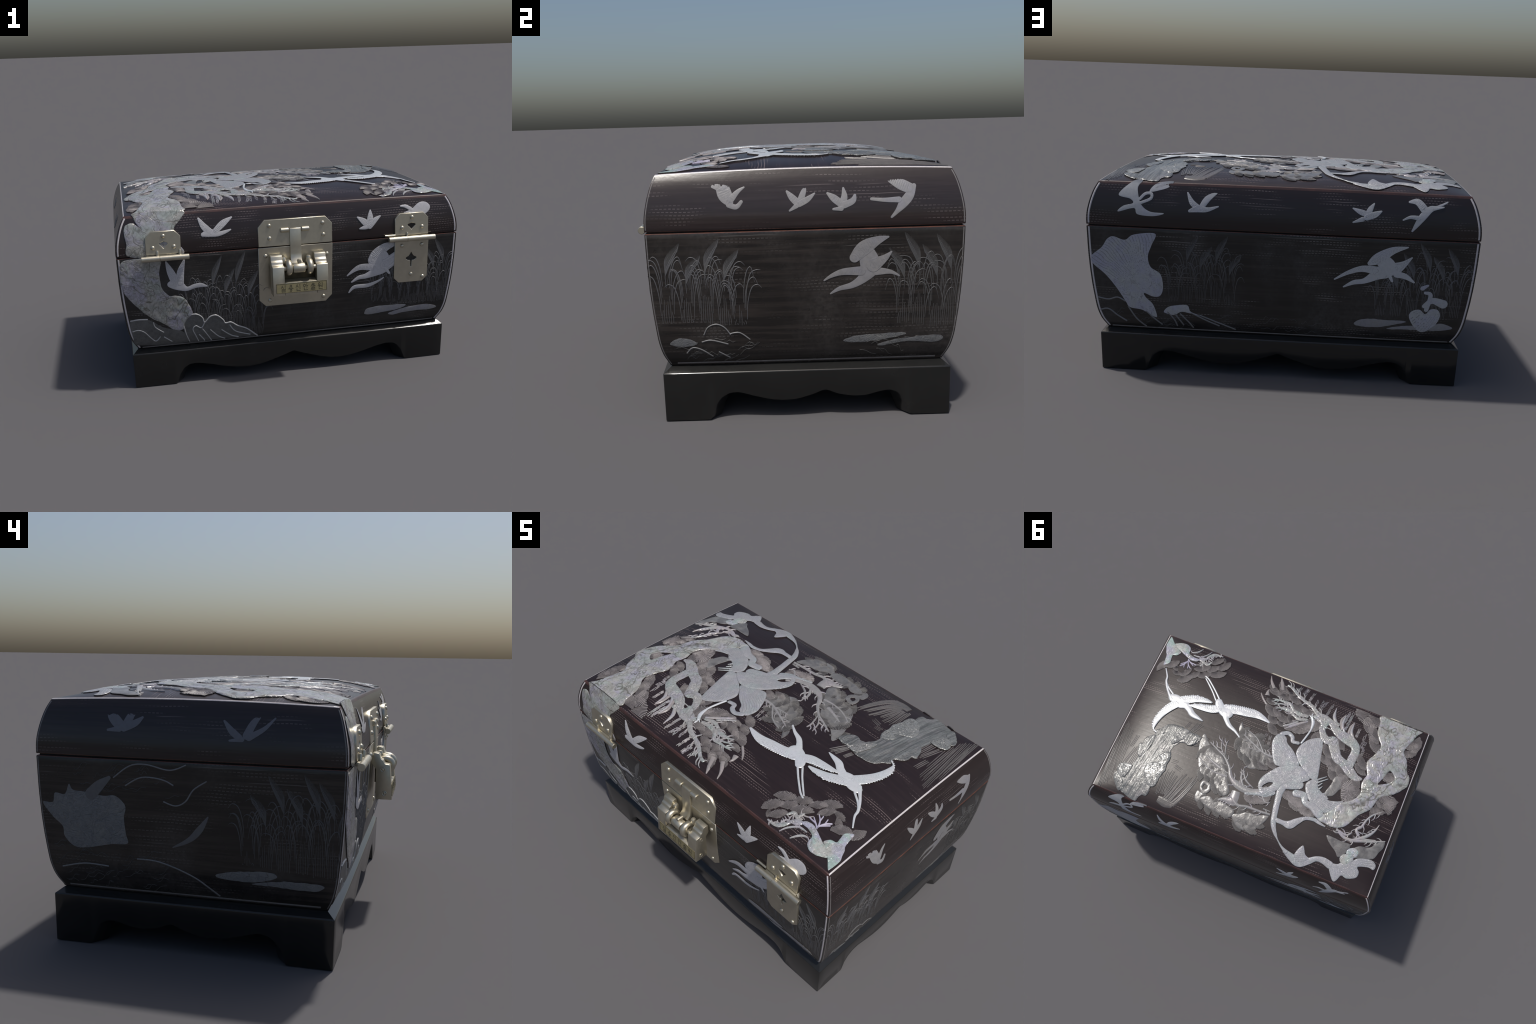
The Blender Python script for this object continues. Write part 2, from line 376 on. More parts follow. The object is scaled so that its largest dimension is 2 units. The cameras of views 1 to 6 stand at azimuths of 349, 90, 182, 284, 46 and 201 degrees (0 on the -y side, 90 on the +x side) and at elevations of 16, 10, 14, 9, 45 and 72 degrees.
def build_lid():
    s = Soup(); r = .006
    def edge_pts(face, n=49):
        u = np.linspace(-1, 1, n)
        if face in ('front', 'back'):
            x = u * LX; y = np.full(n, CY + (-LY if face == 'front' else LY))
        else:
            y = CY + u * LY; x = np.full(n, LX if face == 'right' else -LX)
        return x, y, ridge(x, y)
    for f, h, m, em in (('front', hy, 1, 3), ('back', hy, 1, 3), ('right', hx, 2, 4), ('left', hx, 2, 4)):
        ex, ey, ez = edge_pts(f); cols = []
        for j in range(49):
            z1 = ez[j] - r
            z = Z_SEAM1 + .003 + (z1 - Z_SEAM1 - .003) * np.linspace(0, 1, 26)
            u = -1 + 2 * j / 48
            # follow the bulge, and blend so that the wall meets the ridge line exactly
            w = np.linspace(0, 1, 26) ** 3
            zb = z + (Z_RIDGE - ez[j]) * w
            if f in ('front', 'back'): cols.append(np.stack([u * hx(zb), CY + (-1 if f == 'front' else 1) * wall_y(u, zb), z], -1))
            else: cols.append(np.stack([(1 if f == 'right' else -1) * wall_x(u, zb), CY + u * hy(zb), z], -1))
        P = np.array(cols)
        if em == 3: s.grid(P[:, :-1], m); s.grid(P[:, -2:], em)
        else: s.grid(P, m)
        # rounded lower rim
        q1 = P[:, 0].copy(); q1[:, 2] -= .0022; q1[:, 0] *= .9988; q1[:, 1] = CY + (q1[:, 1] - CY) * .998
        q2 = q1.copy(); q2[:, 2] -= .0008; q2[:, 0] *= .996; q2[:, 1] = CY + (q2[:, 1] - CY) * .994
        q3 = q2.copy(); q3[:, 0] *= .95; q3[:, 1] = CY + (q3[:, 1] - CY) * .93
        s.grid(np.stack([P[:, 0], q1, q2], 1), 5); s.grid(np.stack([q2, q3], 1), 6)
        # rounded ridge strip
        top = P[:, -1]; rows = [top]
        for a, b in ((.25, .55), (.55, .85), (1., 1.)):
            k = top.copy(); k[:, 2] = ez - r + b * r * .8
            ins = a * r
            k[:, 0] *= 1 - ins / LX; k[:, 1] = CY + (k[:, 1] - CY) * (1 - ins / LY)
            rows.append(k)
        edge_in = rows[-1]
        s.grid(np.stack(rows, 1), em)
        setattr(build_lid, f, edge_in)
    # domed top: same border as the ridge strips
    nx, ny = 97, 65
    U, V = np.meshgrid(np.linspace(-1, 1, nx), np.linspace(-1, 1, ny), indexing='ij')
    X = U * LX; Y = CY + V * LY; Z = dome(X, Y)
    bx = 1 - r / LX; by = 1 - r / LY
    X = X * bx * hx(Z_RIDGE - r) / LX; Y = CY + (Y - CY) * by * hy(Z_RIDGE - r) / LY
    edge = np.minimum(1 - abs(U), 1 - abs(V)); Z = Z - .0012 * np.clip(1 - edge * 40, 0, 1)
    s.grid(np.stack([X, Y, Z], -1), 0)
    me = s.mesh('lid', True, 1e-5); sharp_by_angle(me, 50)
    return add_obj('lid', me, ['lid_top', 'lid_front', 'lid_end', 'worn', 'pearl', 'rim', 'dark'])


# cut-out of the stand: distance from the middle -> height of the lower edge
LONG_CUT = [(0, .132), (.02, .125), (.06, .110), (.105, .096), (.17, .075), (.235, .062), (.29, .059), (.355, .066), (.42, .079),
            (.49, .099), (.555, .114), (.585, .117), (.625, .114), (.655, .097), (.680, .064), (.697, .020), (.706, .004), (.712, 0)]
END_CUT = [(-.352, 0), (-.345, .012), (-.332, .056), (-.304, .094), (-.271, .114), (-.229, .118), (-.162, .098), (-.099, .082), (-.046, .077),
           (.012, .081), (.075, .099), (.126, .120), (.180, .098), (.240, .087), (.296, .089), (.349, .104), (.391, .110), (.423, .100),
           (.449, .071), (.468, .024), (.477, .004), (.484, 0)]


def build_stand():
    s = Soup(); th = .066; zt = .200
    bx, by, tx, ty = .944, .5865, .948, .589
    swell = lambda u: .005 * (1 - min(1, abs(u)) ** 4)
    def panel(cut, half, place):
        st = sorted(set([-half, half] + [c[0] for c in cut]))
        pts = np.array([(q, np.interp(q, [c[0] for c in cut], [c[1] for c in cut], 0, 0)) for q in st])
        # denser samples so that the scallops read as curves
        q = np.unique(np.concatenate([np.linspace(pts[i, 0], pts[i + 1, 0], 5) for i in range(len(pts) - 1)]))
        z = np.interp(q, pts[:, 0], pts[:, 1])
        zs = np.convolve(np.pad(z, 1, 'edge'), [.25, .5, .25], 'valid'); z = np.where(z > .002, zs, z)
        u = q / half
        F = lambda d: np.stack([np.stack([place(a, d, zz) for a, zz in zip(u, z)]), np.stack([place(a, d, zt) for a in u])], 1)
        a, b = F(0), F(th)
        s.grid(a, 0); s.grid(b, 0); s.grid(np.stack([a[:, 0], b[:, 0]], 1), 0)
    full = [(-c[0], c[1]) for c in LONG_CUT[::-1]] + LONG_CUT[1:]
    X = lambda z: bx + (tx - bx) * z / zt
    Y = lambda z: by + (ty - by) * z / zt
    for sg in (-1, 1):
        panel(full, bx, lambda u, d, z, sg=sg: (u * (X(z) - d), CY + sg * (Y(z) + swell(u) - d), z))
        panel([(c[0] - CY, c[1]) for c in END_CUT], by, lambda u, d, z, sg=sg: (sg * (X(z) - d), CY + u * (Y(z) - d), z))
    # moulded top: small round, a slope, and a flat under the box
    prof = [(0, zt), (0, .2025), (.0012, .2048), (.005, .2075), (.012, .2125), (.022, .2205), (.030, .2265), (.036, .2305), (.06, .2305)]
    us = np.linspace(-1, 1, 25); rows = []
    for ins, z in prof:
        x, y = tx - ins, ty - ins
        rows.append([(u * x, CY - y - swell(u), z) for u in us[:-1]] + [(x, CY + u * y, z) for u in us[:-1]] + [(-u * x, CY + y + swell(u), z) for u in us[:-1]] + [(-x, CY - u * y, z) for u in us])
    s.grid(np.array(rows).transpose(1, 0, 2), 0)
    x, y = tx - .02, ty - .02
    s.add([(-x, CY - y, .2), (x, CY - y, .2), (x, CY + y, .2), (-x, CY + y, .2)], [(3, 2, 1, 0)], 0)
    me = s.mesh('stand', True, 2e-4); sharp_by_angle(me, 38)
    o = add_obj('stand', me, ['black'])
    modifier_applied(o, ('BEVEL', dict(width=.005, segments=2, limit_method='ANGLE', angle_limit=math.radians(60))))
    o.data.polygons.foreach_set('use_smooth', np.ones(len(o.data.polygons), bool)); sharp_by_angle(o.data, 40)


# ------------------------------------------------------------------ inlay pieces
def spline(pts, closed=False, n=6):
    p = np.array(pts, float); k = len(p)
    if k < 3 and not closed:
        t = np.linspace(0, 1, n * (k - 1) + 1)[:, None]; return p[0] + (p[-1] - p[0]) * t
    get = (lambda i: p[i % k]) if closed else (lambda i: p[min(max(i, 0), k - 1)])
    out = []
    for i in range(k if closed else k - 1):
        a, b, c, d = get(i - 1), get(i), get(i + 1), get(i + 2)
        for t in np.arange(n) / n:
            out.append(.5 * (2 * b + (c - a) * t + (2 * a - 5 * b + 4 * c - d) * t * t + (3 * b - a - 3 * c + d) * t ** 3))
    if not closed: out.append(p[-1])
    return np.array(out)


def stroke(part, pts): return ('stroke', part, pts)
def blob(part, pts): return ('blob', part, pts)
def hole(part, pts): return ('hole', part, pts)


def stroke_field(X, Y, q, tooth=None):
    """inside-positive distance of a tapered stroke (and the run length along it)"""
    best = np.full(X.shape, -1e9); run = np.zeros(X.shape); side = np.zeros(X.shape); L = 0.
    for a, b in zip(q[:-1], q[1:]):
        d = b[:2] - a[:2]; l = np.hypot(*d) + 1e-9
        t = np.clip(((X - a[0]) * d[0] + (Y - a[1]) * d[1]) / l ** 2, 0, 1)
        px, py = X - a[0] - t * d[0], Y - a[1] - t * d[1]
        f = np.maximum(a[2] + (b[2] - a[2]) * t, .0004) - np.hypot(px, py)
        m = f > best; best = np.where(m, f, best); run = np.where(m, L + t * l, run)
        side = np.where(m, np.sign(d[0] * py - d[1] * px), side); L += l
    if tooth:
        sg, amp, per = tooth
        saw = (run / per) % 1.
        if sg != 2: best = best - np.where(side == sg, amp * (1 - np.abs(2 * saw - 1)), 0) * np.clip((run - .15 * L) / (.2 * L), 0, 1)
    return best, run, side


def blob_field(X, Y, q):
    a = q; b = np.roll(q, -1, 0); inside = np.zeros(X.shape, bool); dist = np.full(X.shape, 1e9)
    for (x0, y0), (x1, y1) in zip(a, b):
        c = ((y0 > Y) != (y1 > Y)) & (X < (x1 - x0) * (Y - y0) / (y1 - y0 + 1e-15) + x0); inside ^= c
        dx, dy = x1 - x0, y1 - y0
        t = np.clip(((X - x0) * dx + (Y - y0) * dy) / (dx * dx + dy * dy + 1e-15), 0, 1)
        dist = np.minimum(dist, np.hypot(X - x0 - t * dx, Y - y0 - t * dy))
    return np.where(inside, dist, -dist)


_k = rng.uniform(-1, 1, (14, 2)); _k = _k / np.linalg.norm(_k, axis=1, keepdims=True) * rng.uniform(25, 130, (14, 1)); _ph = rng.uniform(0, 6.28, 14)
def ripple(X, Y): return sum(np.sin(k[0] * X + k[1] * Y + p + 1.3 * np.sin(k[1] * X - k[0] * Y)) for k, p in zip(_k, _ph)) / 6


def inlay_mesh(name, face, shapes, H, step=.0034, relief=.0006, ridges=None, tooth=None, edge=.7, lift=0., jag=0., engrave=None):
    lo = np.array([1e9, 1e9]); hi = -lo; S = []
    for kind, part, pts in shapes:
        if kind == 'stroke': q = spline(pts); r = q[:, 2].max()
        else: q = spline([p[:2] for p in pts], True); r = 0
        if kind != 'hole': lo = np.minimum(lo, q[:, :2].min(0) - r); hi = np.maximum(hi, q[:, :2].max(0) + r)
        S.append((kind, q))
    n = np.maximum(np.ceil((hi - lo) / step).astype(int) + 3, 4)
    xs = lo[0] - step + step * np.arange(n[0]); ys = lo[1] - step + step * np.arange(n[1])
    X, Y = np.meshgrid(xs, ys, indexing='ij'); D = np.full(X.shape, -1e9); run = np.zeros(X.shape); side = np.zeros(X.shape)
    for kind, q in S:
        if kind == 'stroke':
            f, ru, si = stroke_field(X, Y, q, tooth); m = f > D; D = np.where(m, f, D); run = np.where(m, ru, run); side = np.where(m, si, side)
        elif kind == 'blob': D = np.maximum(D, blob_field(X, Y, q))
    for kind, q in S:
        if kind == 'hole': D = np.minimum(D, -blob_field(X, Y, q))
    if jag:
        D = D + jag * ripple(X * 1.7, Y * 1.7)
    dmax = max(D.max(), 1e-4); b = min(dmax, .022)
    Hh = H * (edge + (1 - edge) * np.sqrt(np.clip(1 - (1 - np.clip(D / b, 0, 1)) ** 2, 0, 1)))
    inn = np.clip(D / .006, 0, 1)
    Hh = Hh + min(relief, .22 * H) * ripple(X, Y) * inn
    if ridges:
        ang, freq, amp = ridges
        al = math.cos(ang) * X + math.sin(ang) * Y; pe = -math.sin(ang) * X + math.cos(ang) * Y
        rr = np.random.default_rng(3); w = 0
        for k in range(9):
            w = w + np.sin(rr.uniform(.5, 2.2) * freq * pe + rr.uniform(3, 14) * al + rr.uniform(0, 6.3) + 1.2 * np.sin(rr.uniform(8, 20) * al + rr.uniform(5, 20) * pe)) / 4
        Hh = Hh + amp * inn * np.clip(w, -1.2, 1.4)
    if tooth:
        Hh = Hh - min(.0007, .2 * H) * (np.abs(2 * ((run / tooth[2]) % 1) - 1) > .75) * ((side == tooth[0]) | (tooth[0] == 2)) * inn
    mask = np.zeros(X.shape)
    if engrave:
        if engrave[0] == 'barbs':            # slanted feather lines on both sides of the spine
            _, per, slant, duty = engrave
            mask = (((run + slant * D) / per) % 1. < duty) & (D > .0022)
        elif engrave[0] == 'rays':           # fine lines fanning out of one point
            _, cx, cy, n, r0, duty = engrave
            a = np.arctan2(Y - cy, X - cx) + .05 * ripple(X * .4, Y * .4); rr_ = np.hypot(X - cx, Y - cy)
            mask = ((a * n / (2 * math.pi)) % 1. < duty) & (D > .003) & (rr_ > r0)
        elif engrave[0] == 'contour':        # growth lines that follow the outline
            _, per, duty = engrave
            mask = (((D + .0025 * ripple(X * .5, Y * .5)) / per) % 1. < duty) & (D > .003)
        mask = mask.astype(float); Hh = Hh - min(.0004, .1 * H) * mask
    Hh = Hh + lift
    # marching triangles
    N0, N1 = X.shape; idx = np.arange(N0 * N1).reshape(N0, N1)
    A, B, C, Dd = idx[:-1, :-1].ravel(), idx[1:, :-1].ravel(), idx[1:, 1:].ravel(), idx[:-1, 1:].ravel()
    tri = np.concatenate([np.stack([A, B, C], 1), np.stack([A, C, Dd], 1)])
    d = D.ravel(); ins = d > 0; cnt = ins[tri].sum(1)
    px, py, ph = list(X.ravel()), list(Y.ravel()), list(Hh.ravel())
    faces = [tuple(t) for t in tri[cnt == 3]]; cut = {}; walls = []
    def cutpt(i, j):
        k = (min(i, j), max(i, j))
        if k not in cut:
            t = d[i] / (d[i] - d[j]); cut[k] = len(px)
            px.append(px[i] + (px[j] - px[i]) * t); py.append(py[i] + (py[j] - py[i]) * t); ph.append(H * edge + lift)
        return cut[k]
    for t in tri[(cnt == 1) | (cnt == 2)]:
        t = list(t)
        if cnt is not None and sum(ins[i] for i in t) == 1:
            while not ins[t[0]]: t = t[1:] + t[:1]
            p, q = cutpt(t[0], t[1]), cutpt(t[0], t[2]); faces.append((t[0], p, q)); walls.append((p, q))
        else:
            while ins[t[0]]: t = t[1:] + t[:1]
            p, q = cutpt(t[1], t[0]), cutpt(t[2], t[0]); faces.append((t[1], t[2], q)); faces.append((t[1], q, p)); walls.append((q, p))
    if not faces: return None
    used = np.unique(np.array([i for f in faces for i in f])); remap = {int(u): k for k, u in enumerate(used)}
    PX, PY, PH = np.array(px)[used], np.array(py)[used], np.array(ph)[used]
    P = on_face(face, PX, PY, PH); F = [tuple(remap[int(i)] for i in f) for f in faces]
    wi = sorted({i for w in walls for i in w}); nb = len(P)
    wx, wy, wh = np.array([px[i] for i in wi]), np.array([py[i] for i in wi]), np.array([ph[i] for i in wi])
    W1 = on_face(face, wx, wy, wh); W0 = on_face(face, wx, wy, np.full(len(wi), -.003)); wm = {i: k for k, i in enumerate(wi)}
    m = len(wi); Wf = [(nb + wm[p], nb + wm[q], nb + m + wm[q], nb + m + wm[p]) for p, q in walls]
    # orient outwards
    a, b_, c = (P[F[0][k]] for k in range(3))
    if np.dot(np.cross(b_ - a, c - a), np.array(OUT[face], float)) < 0:
        F = [f[::-1] for f in F]; Wf = [f for f in Wf]
    else: Wf = [f[::-1] for f in Wf]
    allP = np.concatenate([P, W1, W0]); nf = len(F)
    mk = np.concatenate([mask.ravel(), np.zeros(len(px) - X.size)])[used]
    fm = [2 if sum(mk[i] for i in f) >= 2 else 0 for f in F] if engrave else [0] * nf
    return mesh_from(name, allP, F + Wf, fm + [1] * len(Wf), [True] * nf + [False] * len(Wf))


def ribbon(soup, face, pts, H, m=0, n=5, flat=False):
    """thin raised strip with a half-round section, tapering with the given half-widths"""
    q = spline(pts, n=n); tg = np.gradient(q[:, :2], axis=0); tg /= np.linalg.norm(tg, axis=1, keepdims=True) + 1e-9
    nn = np.stack([-tg[:, 1], tg[:, 0]], 1); w = np.maximum(q[:, 2], .0003)
    rows = []
    sec = ((-1, -.002), (-.92, H * .75), (0, H), (.92, H * .75), (1, -.002)) if flat else ((-1, -.0015), (-.6, H * .75), (0, H), (.6, H * .75), (1, -.0015))
    hs = np.minimum(1, w / (H * .6)) if not flat else np.ones(len(w))
    for o, h in sec:
        xy = q[:, :2] + nn * (w * o)[:, None]
        rows.append(on_face(face, xy[:, 0], xy[:, 1], h * (hs if h > 0 else 1) * np.ones(len(q))))
    P = np.stack(rows, 1); soup.grid(P, m)
    for k in (0, -1): soup.add([tuple(p) for p in P[k]], [tuple(range(5))], m)


PIECES = []
def motif(key, *shapes): PIECES.append((key, shapes))


motif('top.trunk',
  blob('trunk',[(-.62,-.527),(-.616,-.465),(-.62,-.403),(-.642,-.357),(-.674,-.312),(-.665,-.261),(-.646,-.212),(-.63,-.176),(-.637,-.134),(-.658,-.088),(-.648,-.023),(-.663,.042),(-.634,.104),(-.57,.154),(-.533,.218),(-.498,.26),(-.464,.29),(-.488,.312),(-.524,.312),(-.568,.32),(-.627,.3),(-.661,.269),(-.684,.221),(-.705,.18),(-.752,.127),(-.769,.087),(-.776,.051),(-.797,.008),(-.86,-.035),(-.908,-.095),(-.926,-.137),(-.919,-.184),(-.893,-.211),(-.878,-.253),(-.858,-.295),(-.828,-.333),(-.837,-.385),(-.851,-.421),(-.87,-.479),(-.881,-.536)]),
  hole('trunk',[(-.788,-.174),(-.834,-.137),(-.814,-.102),(-.786,-.078),(-.746,-.056),(-.764,-.109)]),
)
motif('top.branch',
  stroke('branch',[(-.377,-.214,.0363),(-.412,-.159,.0331),(-.442,-.121,.0317),(-.493,-.098,.0299),(-.548,-.066,.0318),(-.594,-.041,.0248),(-.632,-.045,.0103)]),
  stroke('branch',[(-.354,-.31,.0269),(-.397,-.281,.0299),(-.46,-.268,.038),(-.519,-.241,.0303),(-.536,-.202,.0271),(-.534,-.144,.0283),(-.531,-.097,.0268)]),
  stroke('branch',[(-.307,-.224,.0226),(-.278,-.277,.0199),(-.283,-.34,.0285),(-.225,-.351,.0156),(-.165,-.394,.0136),(-.115,-.41,.0117),(-.058,-.43,.0105),(.001,-.467,.0084),(.045,-.481,.0044)]),
  stroke('branch',[(-.345,-.319,.0228),(-.304,-.343,.0201),(-.25,-.356,.0182)]),
  stroke('branch',[(-.307,-.224,.0236),(-.335,-.207,.0268),(-.375,-.213,.0324)]),
)
motif('top.sprig',
  stroke('sprig',[(-.314,-.448,.003),(-.323,-.384,.0122),(-.364,-.333,.0105)]),
  stroke('sprig',[(-.391,-.425,.003),(-.392,-.352,.011),(-.422,-.308,.0093)]),
  stroke('sprig',[(-.462,-.391,.003),(-.463,-.33,.011),(-.49,-.291,.0093)]),
  stroke('sprig',[(-.054,-.173,.0032),(-.096,-.215,.0118),(-.144,-.257,.0098),(-.177,-.281,.0055)]),
)
motif('top.flower',
  blob('petal',[(-.304,-.205),(-.241,-.175),(-.199,-.119),(-.185,-.056),(-.211,-.011),(-.268,.038),(-.323,.076),(-.375,.068),(-.367,.002),(-.347,-.08),(-.326,-.162)]),
  blob('petal',[(-.035,-.127),(-.016,-.07),(-.034,-.009),(-.069,.055),(-.106,.081),(-.176,.058),(-.237,.026),(-.203,-.018),(-.161,-.057),(-.111,-.087),(-.086,-.123)]),
  stroke('petal_curl',[(-.055,-.133,.0149),(-.089,-.153,.0139),(-.124,-.139,.0132),(-.139,-.111,.0124),(-.174,-.114,.0116)]),
  blob('petal',[(-.237,.027),(-.314,.062),(-.332,.093),(-.264,.144),(-.201,.181),(-.17,.232),(-.116,.292),(-.079,.291),(-.049,.25),(-.044,.208),(-.068,.154),(-.138,.069)]),
  hole('petal',[(-.084,.254),(-.075,.239),(-.101,.206),(-.129,.198),(-.112,.232)]),
)
motif('top.long_crane',
  stroke('body',[(-.285,.145,.0303),(-.241,.164,.0302),(-.196,.183,.0308),(-.193,.244,.0204)]),
  stroke('neck',[(-.191,.234,.0213),(-.202,.305,.0193),(-.215,.373,.0182),(-.229,.43,.0172),(-.252,.472,.0133),(-.273,.498,.0095)]),
  stroke('head',[(-.273,.498,.0085),(-.299,.523,.0042),(-.333,.549,.0065),(-.372,.568,.012)]),
  stroke('leg',[(-.236,.409,.0143),(-.29,.41,.0153),(-.33,.405,.0258),(-.362,.37,.0202),(-.403,.332,.0116),(-.454,.318,.0117),(-.493,.325,.0097),(-.534,.332,.0044)]),
  stroke('tail',[(-.153,.255,.0169),(-.112,.283,.0199),(-.061,.299,.0129),(.005,.326,.0089)]),
  stroke('body',[(-.288,.204,.0225),(-.339,.199,.0227),(-.366,.236,.0196),(-.42,.245,.0246),(-.471,.271,.0293)]),
)
motif('top.feather',
  blob('feather',[(-.324,.112),(-.378,.062),(-.403,.112),(-.444,.138),(-.479,.147),(-.492,.166),(-.539,.155),(-.584,.137),(-.577,.172),(-.547,.228),(-.505,.252),(-.45,.243),(-.381,.214),(-.344,.175)]),
  stroke('feather',[(-.372,.076,.0065),(-.427,.027,.003)]),
  stroke('feather',[(-.387,.086,.0065),(-.441,.038,.003)]),
  stroke('feather',[(-.403,.101,.0064),(-.418,.078,.003)]),
  stroke('feather',[(-.415,.118,.0064),(-.426,.099,.0029)]),
  stroke('feather',[(-.45,.141,.0064),(-.465,.124,.0029)]),
  stroke('feather',[(-.467,.155,.0065),(-.489,.159,.003)]),
  blob('leaf',[(-.454,.139),(-.471,.061),(-.477,.009),(-.51,-.014),(-.538,.037),(-.519,.109),(-.496,.137)]),
)
motif('top.corner_flower',
  blob('petal',[(-.644,.533),(-.669,.582),(-.705,.621),(-.725,.608),(-.741,.572),(-.778,.576),(-.829,.55),(-.834,.513),(-.816,.485),(-.876,.462),(-.912,.463),(-.916,.431),(-.888,.413),(-.839,.419),(-.795,.438),(-.769,.465),(-.715,.496),(-.693,.517)]),
  stroke('stem',[(-.361,.565,.012),(-.42,.586,.0228),(-.47,.593,.0298),(-.52,.568,.0201),(-.559,.538,.0156),(-.602,.53,.0194),(-.651,.54,.0232)]),
  blob('petal',[(-.425,.567),(-.454,.493),(-.487,.537),(-.518,.557),(-.471,.597)]),
  blob('leaf',[(-.566,.378),(-.602,.419),(-.651,.45),(-.682,.477),(-.716,.434),(-.724,.377),(-.668,.378),(-.616,.375)]),
  blob('leaf',[(-.734,.414),(-.776,.364),(-.84,.344),(-.872,.303),(-.913,.268),(-.921,.309),(-.905,.348),(-.884,.402),(-.816,.427),(-.762,.445)]),
  stroke('bud',[(-.748,.423,.0318),(-.764,.413,.0309)]),
  stroke('bud',[(-.726,.473,.0334),(-.747,.459,.0279)]),
)
motif('top.corner_sprig',
  stroke('sprig',[(-.842,.093,.0024),(-.789,.142,.0067),(-.762,.192,.0071),(-.749,.241,.0094),(-.725,.272,.0105),(-.752,.302,.0108)]),
  stroke('sprig',[(-.848,.185,.0024),(-.835,.233,.007),(-.805,.279,.0103),(-.759,.32,.0113),(-.711,.357,.0122)]),
  stroke('sprig',[(-.705,.302,.0047),(-.68,.329,.0072),(-.631,.324,.0088),(-.608,.318,.0058)]),
  stroke('sprig',[(-.918,.266,.0033),(-.854,.298,.0076),(-.786,.324,.0096),(-.727,.345,.0106),(-.672,.348,.0107),(-.627,.326,.0097)]),
  stroke('sprig',[(-.772,.314,.0058),(-.814,.303,.0058),(-.86,.287,.0048)]),
)
motif('top.crane.1',
  stroke('wing',[(.056,-.174,.0065),(.139,-.193,.0251),(.216,-.186,.0334),(.29,-.173,.0337),(.346,-.153,.0391)]),
  stroke('body',[(.333,-.129,.0398),(.371,-.136,.03),(.403,-.163,.027),(.415,-.18,.0228)]),
  stroke('neck',[(.192,-.004,.0046),(.234,-.031,.0086),(.284,-.053,.014),(.317,-.083,.0161),(.342,-.12,.0233)]),
  stroke('wing',[(.393,-.136,.0259),(.432,-.117,.0285),(.484,-.107,.0258),(.541,-.097,.0187),(.588,-.084,.0059)]),
  stroke('leg',[(.422,-.201,.0056),(.465,-.241,.0052),(.509,-.278,.0051),(.545,-.306,.0052),(.574,-.319,.0041)]),
  stroke('leg',[(.439,-.184,.0056),(.479,-.227,.0051),(.521,-.266,.0051),(.566,-.305,.004)]),
)
motif('top.crane.2',
  stroke('neck',[(.459,-.015,.0038),(.492,-.022,.0113),(.538,-.033,.0191),(.571,-.057,.0202),(.606,-.077,.0237)]),
  stroke('wing',[(.458,-.157,.0066),(.504,-.155,.0181),(.557,-.146,.027),(.602,-.125,.03),(.645,-.106,.0269)]),
  stroke('body',[(.607,-.076,.0236),(.646,-.075,.0333),(.684,-.089,.0338),(.716,-.095,.0229)]),
  stroke('wing',[(.661,-.069,.0278),(.696,-.026,.0295),(.723,.022,.0268),(.739,.072,.0231),(.744,.115,.0187),(.734,.154,.0074),(.707,.171,.0061)]),
  stroke('tail',[(.711,-.079,.0143),(.748,-.114,.0081),(.777,-.148,.0071),(.803,-.19,.007),(.813,-.224,.0056),(.848,-.276,.0035)]),
  stroke('leg',[(.72,-.119,.0062),(.771,-.154,.0052),(.803,-.19,.0047)]),
)
motif('top.rock',
  blob('rock',[(.421,.09),(.425,.135),(.458,.171),(.499,.169),(.539,.191),(.565,.246),(.543,.278),(.543,.349),(.538,.38),(.552,.429),(.555,.488),(.579,.514),(.585,.572),(.623,.586),(.641,.63),(.7,.621),(.753,.606),(.814,.565),(.836,.528),(.823,.5),(.838,.467),(.823,.437),(.785,.426),(.76,.428),(.742,.359),(.766,.316),(.771,.274),(.753,.267),(.752,.234),(.704,.189),(.71,.159),(.68,.122),(.654,.092),(.601,.075),(.548,.075),(.507,.083)]),
  blob('lobe',[(.543,.278),(.543,.349),(.538,.38),(.552,.429),(.555,.488),(.579,.514),(.618,.504),(.664,.444),(.672,.393),(.628,.358),(.592,.33),(.618,.31),(.587,.267)]),
  blob('lobe',[(.421,.09),(.425,.135),(.458,.171),(.499,.169),(.517,.133),(.504,.091)]),
  blob('lobe',[(.749,.43),(.753,.474),(.771,.521),(.817,.509),(.838,.467),(.823,.437),(.785,.426)]),
  blob('lobe',[(.755,.562),(.765,.608),(.815,.567),(.838,.525),(.825,.498),(.788,.516)]),
  blob('fringe',[(.544,.074),(.578,.102),(.622,.134),(.664,.169),(.689,.202),(.71,.159),(.68,.122),(.655,.091),(.602,.074)]),
  blob('lobe',[(.704,.189),(.692,.25),(.709,.316),(.733,.368),(.766,.316),(.771,.274),(.753,.267),(.753,.233)]),
  blob('lobe',[(.505,.085),(.513,.137),(.554,.191),(.583,.202),(.575,.144),(.551,.083)]),
)
